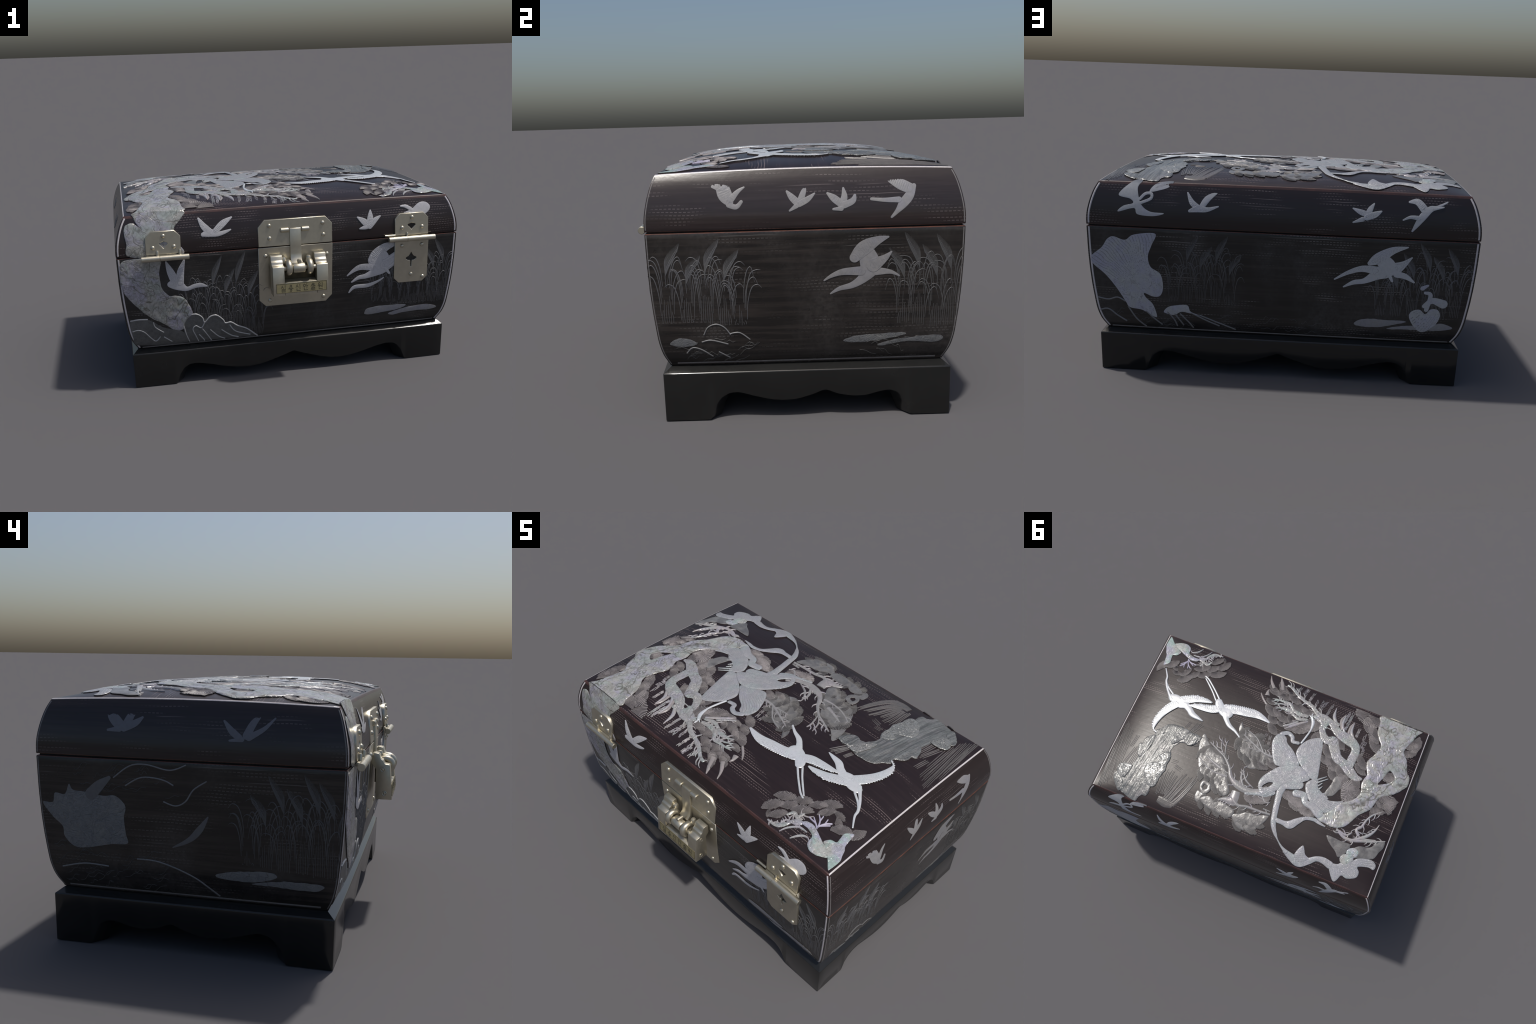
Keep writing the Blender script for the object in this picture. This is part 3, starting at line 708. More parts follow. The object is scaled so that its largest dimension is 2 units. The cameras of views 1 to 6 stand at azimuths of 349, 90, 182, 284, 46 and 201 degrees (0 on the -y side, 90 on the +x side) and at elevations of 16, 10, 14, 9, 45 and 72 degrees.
motif('top.grass',
  stroke('blade',[(.762,.327,.0044),(.77,.393,.0082),(.777,.461,.0057)]),
  stroke('blade',[(.805,.233,.0042),(.81,.275,.0076),(.816,.318,.0051)]),
  stroke('blade',[(.848,.271,.0038),(.844,.354,.007),(.839,.441,.0048)]),
  stroke('blade',[(.861,.22,.0037),(.856,.363,.007),(.848,.517,.0051)]),
  stroke('blade',[(.886,.189,.0036),(.873,.362,.0068),(.854,.554,.005)]),
  stroke('blade',[(.91,.188,.0035),(.891,.385,.0067),(.864,.607,.0052)]),
  stroke('blade',[(.922,.271,.0036),(.909,.434,.0068),(.891,.614,.0052)]),
  stroke('blade',[(.912,.356,.0037),(.908,.482,.0071),(.901,.619,.0054)]),
  stroke('blade',[(.747,.34,.0044),(.752,.398,.0082),(.755,.458,.0057)]),
  stroke('blade',[(.446,.004,.0051),(.47,.05,.0092),(.495,.096,.0062)]),
  stroke('blade',[(.476,.008,.0049),(.49,.05,.0089),(.504,.091,.006)]),
  stroke('blade',[(.524,.018,.0048),(.531,.042,.0087),(.539,.066,.0058)]),
  stroke('blade',[(.781,.303,.0045),(.796,.365,.0083),(.811,.428,.0057)]),
  stroke('blade',[(.915,.329,.0037),(.909,.438,.0069),(.901,.554,.005)]),
)
motif('top.tuft',
  stroke('blade',[(.329,.349,.0048),(.35,.43,.0169),(.38,.513,.0239),(.411,.571,.0255)]),
  stroke('blade',[(.369,.358,.0048),(.39,.419,.0115),(.419,.496,.0169),(.441,.564,.0223)]),
  stroke('blade',[(.408,.359,.0048),(.43,.419,.0099),(.448,.491,.0136),(.471,.559,.0193)]),
  stroke('blade',[(.456,.389,.0047),(.469,.452,.0098),(.481,.532,.0122)]),
  stroke('blade',[(.488,.362,.0032),(.494,.433,.0077),(.49,.521,.0105)]),
  stroke('blade',[(.515,.377,.0031),(.514,.439,.0063),(.507,.524,.0091)]),
  stroke('blade',[(.535,.401,.003),(.532,.454,.0063),(.525,.54,.0092)]),
  stroke('blade',[(.411,.571,.0241),(.461,.572,.0509),(.515,.566,.0321)]),
  stroke('blade',[(.442,.345,.0028),(.493,.332,.0076)]),
  stroke('blade',[(.486,.305,.0028),(.524,.307,.0045)]),
)
motif('top.pine_trunk',
  blob('trunk',[(.661,-.423),(.678,-.402),(.712,-.393),(.742,-.402),(.775,-.416),(.806,-.431),(.836,-.442),(.875,-.473),(.856,-.488),(.822,-.501),(.792,-.502),(.766,-.487),(.756,-.466),(.752,-.442),(.734,-.432),(.708,-.425),(.683,-.425)]),
)
motif('top.pine_stone',
  blob('stone',[(.808,-.425),(.824,-.396),(.851,-.387),(.85,-.366),(.845,-.326),(.868,-.3),(.88,-.301),(.885,-.336),(.892,-.373),(.905,-.392),(.916,-.42),(.928,-.449),(.925,-.512),(.917,-.513),(.878,-.474),(.834,-.44)]),
)
motif('top.pine_branch',
  stroke('branch',[(.536,-.509,.004),(.571,-.51,.0071),(.599,-.497,.0104),(.619,-.468,.0094),(.634,-.437,.0094),(.663,-.425,.0132)]),
  stroke('branch',[(.585,-.434,.0062),(.603,-.406,.0094),(.633,-.416,.0096),(.656,-.422,.0102)]),
  stroke('branch',[(.631,-.413,.0088),(.638,-.388,.0068),(.642,-.379,.0041)]),
  stroke('twig',[(.571,-.51,.004),(.547,-.5,.0026)]),
  stroke('twig',[(.585,-.504,.0043),(.573,-.484,.0028)]),
  stroke('twig',[(.599,-.489,.0042),(.585,-.471,.0027)]),
  stroke('twig',[(.608,-.473,.004),(.582,-.46,.0026)]),
  stroke('twig',[(.614,-.459,.0041),(.582,-.447,.0026)]),
  stroke('twig',[(.611,-.439,.0042),(.586,-.435,.0027)]),
)
motif('top.pine_sprig',
  stroke('sprig',[(.618,-.518,.0023),(.631,-.487,.0046),(.655,-.458,.0056),(.679,-.442,.0054),(.719,-.441,.004)]),
  stroke('sprig',[(.681,-.513,.0023),(.696,-.487,.0059),(.716,-.466,.0065),(.74,-.458,.004),(.754,-.467,.0026)]),
)
motif('top.coral',
  stroke('coral',[(.74,-.398,.0041),(.716,-.38,.0045),(.689,-.377,.0041),(.669,-.375,.0035)]),
  stroke('coral',[(.719,-.381,.0041),(.686,-.361,.0033)]),
  stroke('coral',[(.737,-.39,.0041),(.72,-.356,.0044),(.692,-.333,.0033)]),
  stroke('coral',[(.72,-.356,.004),(.714,-.327,.0034)]),
  stroke('coral',[(.736,-.381,.005),(.749,-.351,.0058),(.771,-.328,.0045)]),
  stroke('coral',[(.747,-.353,.0039),(.741,-.325,.003)]),
  stroke('coral',[(.74,-.375,.0041),(.772,-.342,.0034)]),
)
motif('top.front_branch',
  stroke('branch',[(-.365,-.339,.0145),(-.307,-.346,.0139),(-.256,-.358,.0111),(-.205,-.374,.0079),(-.166,-.398,.0071),(-.115,-.41,.0064),(-.076,-.431,.0069),(-.029,-.45,.0063),(.006,-.476,.0062),(.041,-.484,.0067)]),
  stroke('branch',[(-.115,-.41,.0061),(-.096,-.379,.0044)]),
  stroke('branch',[(-.156,-.315,.0116),(-.108,-.309,.0147),(-.059,-.32,.0111),(-.02,-.355,.0091),(.025,-.355,.0063),(.082,-.351,.0034)]),
  stroke('branch',[(-.056,-.305,.0091),(-.013,-.308,.0134),(.028,-.301,.0075),(.053,-.288,.0039)]),
  stroke('branch',[(-.164,-.291,.0081),(-.117,-.274,.0117),(-.075,-.285,.0095),(-.042,-.305,.0078)]),
  stroke('branch',[(-.113,-.251,.0081),(-.08,-.219,.0082),(-.042,-.19,.0063)]),
  stroke('branch',[(-.014,-.338,.0056),(.036,-.33,.0057),(.072,-.31,.003)]),
  stroke('branch',[(-.012,-.348,.0066),(.05,-.351,.005),(.081,-.336,.0029)]),
  stroke('branch',[(-.298,-.288,.0101),(-.255,-.315,.0151),(-.206,-.334,.0118)]),
  stroke('branch',[(-.307,-.346,.0087),(-.266,-.336,.0052)]),
  stroke('branch',[(-.367,-.284,.0041),(-.307,-.29,.0032)]),
)
motif('top.beak',
  stroke('leg',[(-.188,-.318,.0076),(-.21,-.287,.0111),(-.216,-.233,.0062),(-.206,-.175,.0065),(-.193,-.123,.0061)]),
  stroke('leg',[(-.204,-.301,.0054),(-.186,-.329,.005),(-.186,-.346,.0036)]),
  stroke('leg',[(-.202,-.3,.0047),(-.17,-.327,.003)]),
)
motif('top.needle_tail',
  stroke('needle',[(.065,-.432,.019),(.089,-.484,.0131),(.108,-.522,.0022)]),
  stroke('needle',[(.123,-.421,.0157),(.159,-.469,.0084),(.176,-.509,.0022)]),
  stroke('needle',[(.143,-.353,.0174),(.15,-.381,.0094),(.146,-.401,.002)]),
  stroke('needle',[(.12,-.289,.0077),(.16,-.322,.0071),(.187,-.354,.003)]),
  stroke('needle',[(-.451,-.296,.0101),(-.45,-.359,.0099),(-.461,-.4,.0025)]),
  stroke('needle',[(-.402,-.313,.0089),(-.376,-.378,.0102),(-.39,-.431,.0023)]),
  stroke('needle',[(-.348,-.344,.0083),(-.32,-.397,.0095),(-.314,-.456,.0026)]),
)
motif('top.rain',
  stroke('streak',[(-.508,-.377,.003),(-.505,-.339,.0041),(-.503,-.299,.0031)]),
  stroke('streak',[(-.431,-.453,.0028),(-.425,-.39,.0039),(-.422,-.324,.003)]),
  stroke('streak',[(-.41,-.469,.0028),(-.403,-.422,.0038),(-.399,-.373,.0029)]),
  stroke('streak',[(-.286,-.481,.0026),(-.275,-.42,.0036),(-.269,-.356,.0028)]),
  stroke('streak',[(-.246,-.492,.0026),(-.23,-.436,.0035),(-.217,-.377,.0027)]),
  stroke('streak',[(-.183,-.466,.0026),(-.18,-.432,.0034),(-.178,-.396,.0026)]),
  stroke('streak',[(-.143,-.512,.0025),(-.132,-.459,.0034),(-.125,-.402,.0026)]),
  stroke('streak',[(-.097,-.52,.0024),(-.089,-.477,.0033),(-.084,-.433,.0025)]),
  stroke('streak',[(-.046,-.516,.0024),(-.041,-.486,.0032),(-.037,-.456,.0025)]),
  stroke('streak',[(-.282,-.454,.0027),(-.276,-.413,.0036),(-.272,-.371,.0028)]),
  stroke('streak',[(-.221,-.474,.0026),(-.214,-.432,.0035),(-.209,-.388,.0027)]),
  stroke('streak',[(-.132,-.478,.0025),(-.128,-.441,.0034),(-.125,-.402,.0026)]),
  stroke('streak',[(-.091,-.525,.0024),(-.082,-.493,.0033),(-.073,-.459,.0025)]),
  stroke('streak',[(-.033,-.501,.0024),(-.032,-.481,.0032),(-.031,-.461,.0024)]),
  stroke('streak',[(.012,-.101,.0026),(.002,-.046,.0035),(-.008,.011,.0027)]),
  stroke('streak',[(.036,-.105,.0028),(.038,-.067,.0037),(.039,-.03,.0028)]),
  stroke('streak',[(-.015,-.034,.0028),(-.017,.001,.0037),(-.02,.036,.0028)]),
  stroke('streak',[(-.555,-.356,.0031),(-.56,-.24,.0039)]),
  stroke('streak',[(-.509,-.376,.003),(-.506,-.304,.0038)]),
  stroke('streak',[(-.578,-.306,.0033),(-.569,-.239,.0041)]),
  stroke('streak',[(-.579,-.247,.0033),(-.582,-.196,.0041)]),
  stroke('streak',[(-.433,-.488,.0028),(-.419,-.319,.0036)]),
  stroke('streak',[(-.411,-.474,.0028),(-.394,-.366,.0035)]),
)
motif('top.leaf_cluster',
  blob('leaf',[(-.086,.065),(-.056,.106),(-.005,.141),(.046,.167),(.088,.147),(.123,.1),(.164,.081),(.196,.037),(.193,-.01),(.22,-.065),(.216,-.11),(.182,-.071),(.127,-.061),(.074,-.048),(.008,.015),(-.037,.041)]),
  blob('leaf',[(.105,.356),(.127,.394),(.172,.382),(.242,.328),(.325,.315),(.371,.244),(.399,.178),(.418,.104),(.407,.059),(.362,.102),(.299,.147),(.231,.162),(.148,.279)]),
  blob('leaf',[(-.188,.41),(-.167,.469),(-.119,.534),(-.033,.545),(.017,.509),(.027,.479),(-.017,.456),(-.053,.432),(-.115,.428),(-.158,.41)]),
  blob('leaf',[(.031,.455),(.031,.5),(.077,.514),(.158,.506),(.222,.49),(.255,.471),(.247,.447),(.208,.429),(.165,.446),(.119,.434)]),
  stroke('leaf',[(.236,.369,.012),(.233,.397,.0133),(.257,.417,.0146),(.282,.395,.0102),(.278,.358,.0131),(.242,.365,.0119)]),
  stroke('leaf',[(.248,.44,.0215),(.262,.46,.0342),(.285,.433,.0123)]),
)
motif('top.cluster_stem',
  stroke('stem',[(-.058,.038,.0112),(.007,.033,.0103),(.101,-.003,.008),(.171,-.033,.005)]),
  stroke('stem',[(.007,.033,.0069),(.081,-.041,.0054),(.159,-.071,.0041)]),
  stroke('stem',[(.022,.03,.0059),(.072,.037,.0058),(.116,.039,.0039)]),
  stroke('stem',[(.115,-.005,.0052),(.16,.006,.0035)]),
  stroke('stem',[(-.115,.251,.0282),(-.063,.289,.0239),(.008,.306,.0225),(.079,.293,.025),(.134,.264,.0169),(.171,.207,.0113),(.225,.156,.0087),(.283,.129,.008),(.35,.098,.0046)]),
  stroke('stem',[(.157,.27,.0119),(.238,.273,.0083),(.307,.256,.0073),(.374,.22,.0043)]),
  stroke('stem',[(.219,.233,.0163),(.279,.215,.0125),(.339,.191,.006)]),
  stroke('stem',[(.227,.148,.0043),(.248,.074,.005),(.246,.042,.0027)]),
  stroke('stem',[(.238,.142,.004),(.272,.1,.0051),(.289,.04,.0023)]),
  stroke('stem',[(-.191,.393,.0084),(-.117,.399,.009),(-.036,.402,.0105),(.021,.415,.0114),(.067,.388,.0207)]),
  stroke('stem',[(.066,.336,.0284),(.065,.399,.0335),(.112,.411,.018),(.152,.429,.0069)]),
  stroke('stem',[(-.027,.276,.0032),(.037,.246,.0075),(.073,.197,.0045),(.08,.166,.0026)]),
  stroke('stem',[(.033,.292,.0058),(.068,.25,.0091),(.084,.198,.0041)]),
  stroke('stem',[(-.185,.375,.0037),(-.136,.375,.0058)]),
  stroke('stem',[(-.161,.32,.0037),(-.131,.333,.0074),(-.1,.302,.0068)]),
)
motif('front.trunk',
  blob('trunk',[(-.878,1.031),(-.623,1.028),(-.63,.987),(-.668,.947),(-.68,.914),(-.731,.883),(-.824,.908),(-.875,.979),(-.885,1.004)]),
  blob('trunk',[(-.936,.966),(-.896,.98),(-.855,.952),(-.789,.922),(-.646,.841),(-.649,.786),(-.919,.798),(-.935,.873),(-.944,.925)]),
)
motif('front.trunk_foot',
  blob('trunk',[(-.923,.784),(-.764,.779),(-.769,.695),(-.761,.609),(-.724,.558),(-.689,.554),(-.644,.54),(-.615,.498),(-.595,.436),(-.633,.4),(-.654,.341),(-.708,.347),(-.761,.389),(-.83,.431),(-.897,.497),(-.962,.58),(-.983,.649),(-.981,.723),(-.973,.768)]),
)
motif('front.bird.1',
  stroke('wing',[(-.533,.98,.0053),(-.506,.936,.0176),(-.469,.898,.0194)]),
  stroke('wing',[(-.348,.975,.0042),(-.398,.946,.0174),(-.441,.91,.0159)]),
  stroke('body',[(-.514,.893,.0114),(-.473,.899,.021),(-.429,.891,.0131),(-.383,.901,.0088),(-.357,.91,.0035)]),
)
motif('front.bird.2',
  stroke('wing',[(-.728,.756,.0044),(-.707,.698,.0195),(-.68,.63,.0249)]),
  stroke('wing',[(-.628,.757,.0054),(-.65,.693,.0197),(-.658,.628,.0224)]),
  stroke('body',[(-.711,.623,.0171),(-.676,.62,.031),(-.624,.59,.0133),(-.578,.601,.0125),(-.542,.605,.0125),(-.506,.595,.0038)]),
)
motif('front.bird.3',
  stroke('wing',[(.385,.924,.0048),(.422,.898,.0178),(.446,.876,.0162)]),
  stroke('wing',[(.464,.958,.0042),(.461,.919,.017),(.453,.875,.017)]),
  stroke('wing',[(.521,.923,.004),(.486,.901,.015),(.455,.871,.017)]),
  stroke('body',[(.395,.859,.0042),(.437,.868,.0141),(.472,.886,.0099)]),
)
motif('front.deer',
  blob('body',[(.659,.925),(.717,.949),(.764,.981),(.808,.982),(.832,.957),(.813,.926),(.758,.906)]),
  stroke('head',[(.65,.969,.0039),(.684,.965,.0096),(.717,.945,.0106)]),
)
motif('front.crane',
  stroke('wing',[(.611,.754,.0107),(.551,.738,.0252),(.5,.699,.0346),(.474,.666,.0292)]),
  stroke('body',[(.526,.671,.0495),(.536,.626,.044),(.494,.595,.0278),(.434,.571,.0155),(.391,.565,.0119),(.348,.541,.0047)]),
  stroke('wing',[(.484,.622,.0219),(.406,.629,.0177),(.364,.615,.0119),(.32,.583,.0037)]),
  stroke('wing',[(.545,.63,.0415),(.588,.653,.0352),(.622,.684,.0259)]),
  stroke('tail',[(.555,.607,.0116),(.578,.577,.0066)]),
  stroke('leg',[(.333,.477,.0047),(.366,.508,.0111),(.445,.511,.012),(.505,.53,.0075),(.543,.551,.0038)]),
)
motif('front.bank',
  blob('sand_bank',[(.435,.338),(.451,.36),(.521,.371),(.602,.368),(.683,.366),(.694,.354),(.64,.335),(.569,.328),(.498,.321),(.445,.322)]),
  blob('sand_bank',[(.588,.314),(.649,.334),(.72,.346),(.783,.349),(.838,.35),(.9,.327),(.851,.313),(.769,.315),(.679,.31),(.617,.301)]),
)
motif('front.rock',
  blob('rock',[(-.651,.362),(-.632,.415),(-.577,.428),(-.536,.395),(-.495,.404),(-.457,.408),(-.408,.354),(-.375,.355),(-.226,.254),(-.317,.246),(-.488,.248),(-.619,.247)]),
  blob('rock',[(-.948,.414),(-.894,.423),(-.832,.411),(-.762,.363),(-.654,.325),(-.628,.248),(-.913,.256),(-.937,.31)]),
)
motif('front.rock_line',
  stroke('line',[(-.653,.362,.0043),(-.632,.418,.0045),(-.577,.429,.0045),(-.541,.405,.0042),(-.528,.373,.0046),(-.495,.406,.0046),(-.457,.41,.0044),(-.421,.378,.0043),(-.408,.356,.0045),(-.375,.358,.0045),(-.337,.332,.0046),(-.28,.304,.0047),(-.216,.245,.0049)]),
  stroke('line',[(-.648,.361,.0041),(-.636,.307,.0041),(-.617,.252,.0042)]),
  stroke('line',[(-.528,.373,.0044),(-.548,.34,.0048),(-.579,.356,.0046),(-.597,.335,.0042),(-.581,.29,.0042),(-.565,.249,.0043)]),
  stroke('line',[(-.543,.334,.0043),(-.516,.293,.0043),(-.49,.247,.0044)]),
  stroke('line',[(-.497,.323,.0044),(-.45,.273,.0048),(-.41,.249,.0053)]),
  stroke('line',[(-.432,.316,.0045),(-.375,.27,.0049),(-.33,.251,.0055)]),
  stroke('line',[(-.819,.402,.004),(-.809,.369,.0042),(-.764,.333,.0045)]),
  stroke('line',[(-.947,.419,.0045),(-.902,.424,.0045),(-.849,.421,.0045)]),
  stroke('line',[(-.939,.352,.0046),(-.907,.359,.0045),(-.872,.343,.0045),(-.838,.303,.0045),(-.81,.278,.0053),(-.783,.308,.0046)]),
  stroke('line',[(-.765,.303,.0046),(-.719,.265,.0049)]),
  stroke('line',[(-.384,.343,.0043),(-.347,.295,.0047),(-.26,.261,.0053)]),
  stroke('line',[(-.563,.298,.0044),(-.535,.26,.0045),(-.53,.247,.0043)]),
)
motif('right.bird.1',
  stroke('wing',[(-.303,.967,.0057),(-.27,.966,.0227),(-.255,.934,.0275),(-.238,.905,.0145)]),
  stroke('body',[(-.242,.896,.01),(-.213,.888,.0093),(-.193,.907,.0065)]),
  stroke('wing',[(-.231,.919,.013),(-.205,.946,.0079),(-.181,.961,.0029)]),
)
motif('right.bird.2',
  stroke('wing',[(-.015,.941,.0043),(.003,.919,.0123),(.026,.896,.0144)]),
  stroke('body',[(.061,.969,.0029),(.047,.932,.0109),(.033,.896,.0131)]),
  stroke('wing',[(.092,.931,.0029),(.064,.909,.0108),(.031,.892,.0115)]),
  stroke('wing',[(-.006,.868,.0036),(.02,.885,.0093)]),
)
motif('right.bird.3',
  stroke('wing',[(.142,.93,.0043),(.166,.911,.0137),(.191,.891,.0144)]),
  stroke('body',[(.204,.949,.0037),(.207,.914,.0124),(.195,.886,.0131)]),
  stroke('wing',[(.248,.92,.0051),(.239,.899,.0115),(.206,.884,.0129)]),
  stroke('wing',[(.163,.869,.0043),(.194,.871,.0093)]),
)
motif('right.bird.4',
  stroke('wing',[(.378,.977,.0065),(.424,.958,.0202),(.461,.941,.0202)]),
  stroke('body',[(.479,.95,.0086),(.46,.914,.0173),(.435,.885,.0173),(.413,.858,.0095),(.389,.833,.0044)]),
  stroke('wing',[(.312,.904,.0057),(.363,.899,.0079),(.418,.899,.0114)]),
)
motif('right.crane',
  stroke('wing',[(.376,.756,.0038),(.332,.742,.0173),(.281,.714,.0287),(.244,.677,.0197)]),
  stroke('body',[(.288,.699,.0322),(.305,.645,.0386),(.281,.598,.0215),(.237,.567,.0132),(.184,.553,.0086),(.149,.533,.0031)]),
  stroke('wing',[(.27,.623,.0184),(.199,.621,.0131),(.155,.607,.0077),(.124,.588,.0031)]),
  stroke('wing',[(.318,.645,.0276),(.362,.672,.0137),(.389,.697,.003)]),
  stroke('body',[(.329,.62,.0168),(.385,.616,.0084),(.42,.599,.003)]),
)
motif('right.bank',
  blob('sand_bank',[(.2,.331),(.253,.351),(.329,.356),(.436,.361),(.444,.349),(.353,.33),(.254,.321)]),
  blob('sand_bank',[(.339,.307),(.399,.329),(.482,.339),(.573,.346),(.606,.331),(.568,.313),(.46,.321),(.369,.305)]),
  blob('sand_bank',[(-.5,.335),(-.453,.362),(-.386,.337),(-.441,.321)]),
)
motif('right.rock_line',
  stroke('line',[(-.361,.372,.0031),(-.344,.404,.0031),(-.31,.417,.0032),(-.277,.402,.0032),(-.254,.37,.0032)]),
  stroke('line',[(-.257,.374,.0033),(-.217,.378,.0033),(-.176,.347,.0033)]),
  stroke('line',[(-.435,.291,.0033),(-.41,.316,.0034),(-.373,.306,.0036),(-.329,.273,.0037)]),
  stroke('line',[(-.371,.341,.0034),(-.332,.348,.0034),(-.265,.329,.0034)]),
  stroke('line',[(-.305,.295,.0035),(-.26,.265,.0037)]),
)
motif('back.butterfly',
  blob('body',[(.833,.956),(.761,1.023),(.714,1.027),(.737,.99),(.716,.912),(.67,.877),(.597,.871),(.651,.855),(.733,.861),(.752,.891),(.834,.87),(.807,.9),(.758,.915),(.772,.936)]),
  blob('wing',[(.676,.974),(.641,1.015),(.559,1.029),(.576,1.001),(.62,.984)]),
  stroke('wing',[(.722,.939,.0072),(.696,.964,.0071),(.666,.965,.0071),(.668,.941,.0071),(.717,.919,.0071)]),
)
motif('back.bird.1',
  stroke('wing',[(.481,.977,.0036),(.458,.932,.0134),(.43,.909,.0144)]),
  stroke('body',[(.328,.986,.0035),(.378,.953,.0151),(.406,.913,.0143)]),
  stroke('wing',[(.468,.889,.0071),(.425,.901,.0168),(.38,.899,.0115),(.324,.916,.0035)]),
)
motif('back.bird.2',
  stroke('wing',[(-.353,.937,.0035),(-.391,.921,.0131),(-.423,.911,.014)]),
  stroke('body',[(-.457,.964,.0035),(-.439,.936,.0133),(-.427,.908,.0151)]),
  stroke('wing',[(-.494,.928,.0043),(-.463,.911,.0149),(-.423,.896,.015)]),
  stroke('wing',[(-.356,.869,.0036),(-.402,.886,.0115)]),
)
motif('back.bird.3',
  stroke('wing',[(-.632,.979,.0051),(-.672,.98,.0154),(-.704,.949,.0192)]),
  stroke('body',[(-.82,.985,.0034),(-.77,.959,.0078),(-.735,.947,.0156),(-.702,.913,.0185),(-.677,.877,.0133),(-.652,.838,.0045)]),
  stroke('wing',[(-.604,.891,.0035),(-.64,.906,.0079),(-.68,.903,.0114)]),
  stroke('wing',[(-.802,.96,.0034),(-.753,.949,.0069)]),
)
motif('back.crane',
  stroke('wing',[(-.638,.754,.0037),(-.564,.734,.0187),(-.495,.691,.0281),(-.452,.663,.0113)]),
  stroke('body',[(-.515,.683,.0342),(-.546,.639,.0421),(-.492,.606,.0286),(-.431,.569,.0144),(-.377,.558,.0116),(-.327,.532,.0039)]),
  stroke('wing',[(-.491,.625,.0228),(-.418,.633,.0162),(-.347,.61,.0105),(-.279,.571,.0038)]),
  stroke('wing',[(-.584,.639,.0323),(-.623,.665,.0169),(-.662,.701,.0037)]),
  stroke('body',[(-.591,.611,.017),(-.637,.601,.014),(-.682,.572,.0046)]),
  stroke('body',[(-.561,.592,.009),(-.571,.573,.0054)]),
)
motif('back.big_leaf',
  blob('leaf',[(.921,.681),(.892,.725),(.859,.741),(.8,.725),(.753,.755),(.643,.765),(.662,.703),(.681,.645),(.668,.588),(.618,.552),(.605,.483),(.62,.433),(.658,.425),(.705,.443),(.696,.418),(.66,.38),(.641,.313),(.662,.312),(.718,.346),(.784,.358),(.806,.392),(.854,.47),(.908,.537),(.971,.592),(.977,.631)]),
  blob('root',[(.604,.342),(.584,.368),(.546,.381),(.48,.386),(.462,.35),(.41,.329),(.453,.337),(.509,.347),(.548,.326),(.585,.332)]),
)
motif('back.bank',
  blob('sand_bank',[(-.392,.335),(-.446,.359),(-.538,.359),(-.66,.355),(-.614,.337),(-.523,.316),(-.421,.315)]),
  blob('sand_bank',[(-.559,.307),(-.633,.327),(-.707,.332),(-.789,.336),(-.843,.35),(-.903,.327),(-.848,.31),(-.756,.307),(-.663,.308)]),
)
motif('back.heart',
  blob('heart',[(-.672,.391),(-.689,.417),(-.725,.424),(-.755,.401),(-.78,.429),(-.817,.427),(-.831,.39),(-.808,.337),(-.757,.298),(-.719,.309),(-.686,.351)]),
  stroke('petal',[(-.746,.446,.0119),(-.784,.477,.0158),(-.84,.461,.0233)]),
  stroke('petal',[(-.757,.426,.0112),(-.772,.506,.0108),(-.744,.519,.0076)]),
  stroke('petal',[(-.728,.543,.0117),(-.754,.559,.0058)]),
)
motif('back.root_line',
  stroke('line',[(.952,.405,.0047),(.896,.396,.0046),(.848,.41,.0046),(.806,.39,.0047)]),
  stroke('line',[(.943,.333,.0048),(.899,.341,.0049),(.854,.306,.0051),(.807,.273,.0054)]),
  stroke('line',[(.793,.362,.0046),(.75,.29,.005),(.705,.243,.0056)]),
  stroke('line',[(.699,.341,.0048),(.654,.296,.005),(.617,.261,.0054)]),
  stroke('line',[(.585,.343,.0047),(.549,.296,.0048),(.537,.257,.0049)]),
  stroke('line',[(.519,.336,.0047),(.473,.284,.005),(.452,.25,.0053)]),
  stroke('line',[(.462,.344,.0048),(.378,.301,.005),(.312,.271,.0053)]),
  stroke('line',[(.547,.334,.0047),(.512,.282,.005),(.503,.265,.0049)]),
  stroke('line',[(.415,.331,.0048),(.321,.293,.005),(.227,.252,.0056)]),
)
motif('left.bird.1',
  stroke('wing',[(.368,.999,.0042),(.355,.96,.0193),(.317,.921,.0204)]),
  stroke('wing',[(.251,.995,.0035),(.276,.962,.0145),(.295,.922,.017)]),
  stroke('wing',[(.228,.955,.0049),(.256,.933,.0138),(.3,.914,.0151)]),
  stroke('body',[(.368,.904,.0047),(.32,.909,.0116)]),
)
motif('left.bird.2',
  stroke('wing',[(-.101,.954,.0037),(-.134,.917,.0126),(-.165,.894,.0118)]),
  stroke('wing',[(-.245,.982,.0039),(-.216,.949,.0132),(-.193,.903,.0155)]),
  stroke('wing',[(-.297,.968,.0031),(-.257,.928,.0084),(-.202,.896,.0128)]),
  stroke('body',[(-.127,.882,.0037),(-.175,.888,.0096)]),
)
motif('left.peach',
  blob('peach',[(.658,.6),(.613,.603),(.601,.642),(.557,.64),(.537,.682),(.52,.659),(.468,.654),(.39,.642),(.338,.645),(.297,.607),(.304,.557),(.299,.491),(.295,.451),(.367,.443),(.466,.422),(.528,.422),(.569,.462),(.575,.504),(.617,.544)]),
  stroke('leaf',[(-.044,.583,.0031),(-.009,.53,.0132),(.034,.486,.0102),(.103,.45,.0024)]),
  stroke('leaf',[(.442,.647,.0241),(.406,.682,.0207),(.362,.716,.0079)]),
)
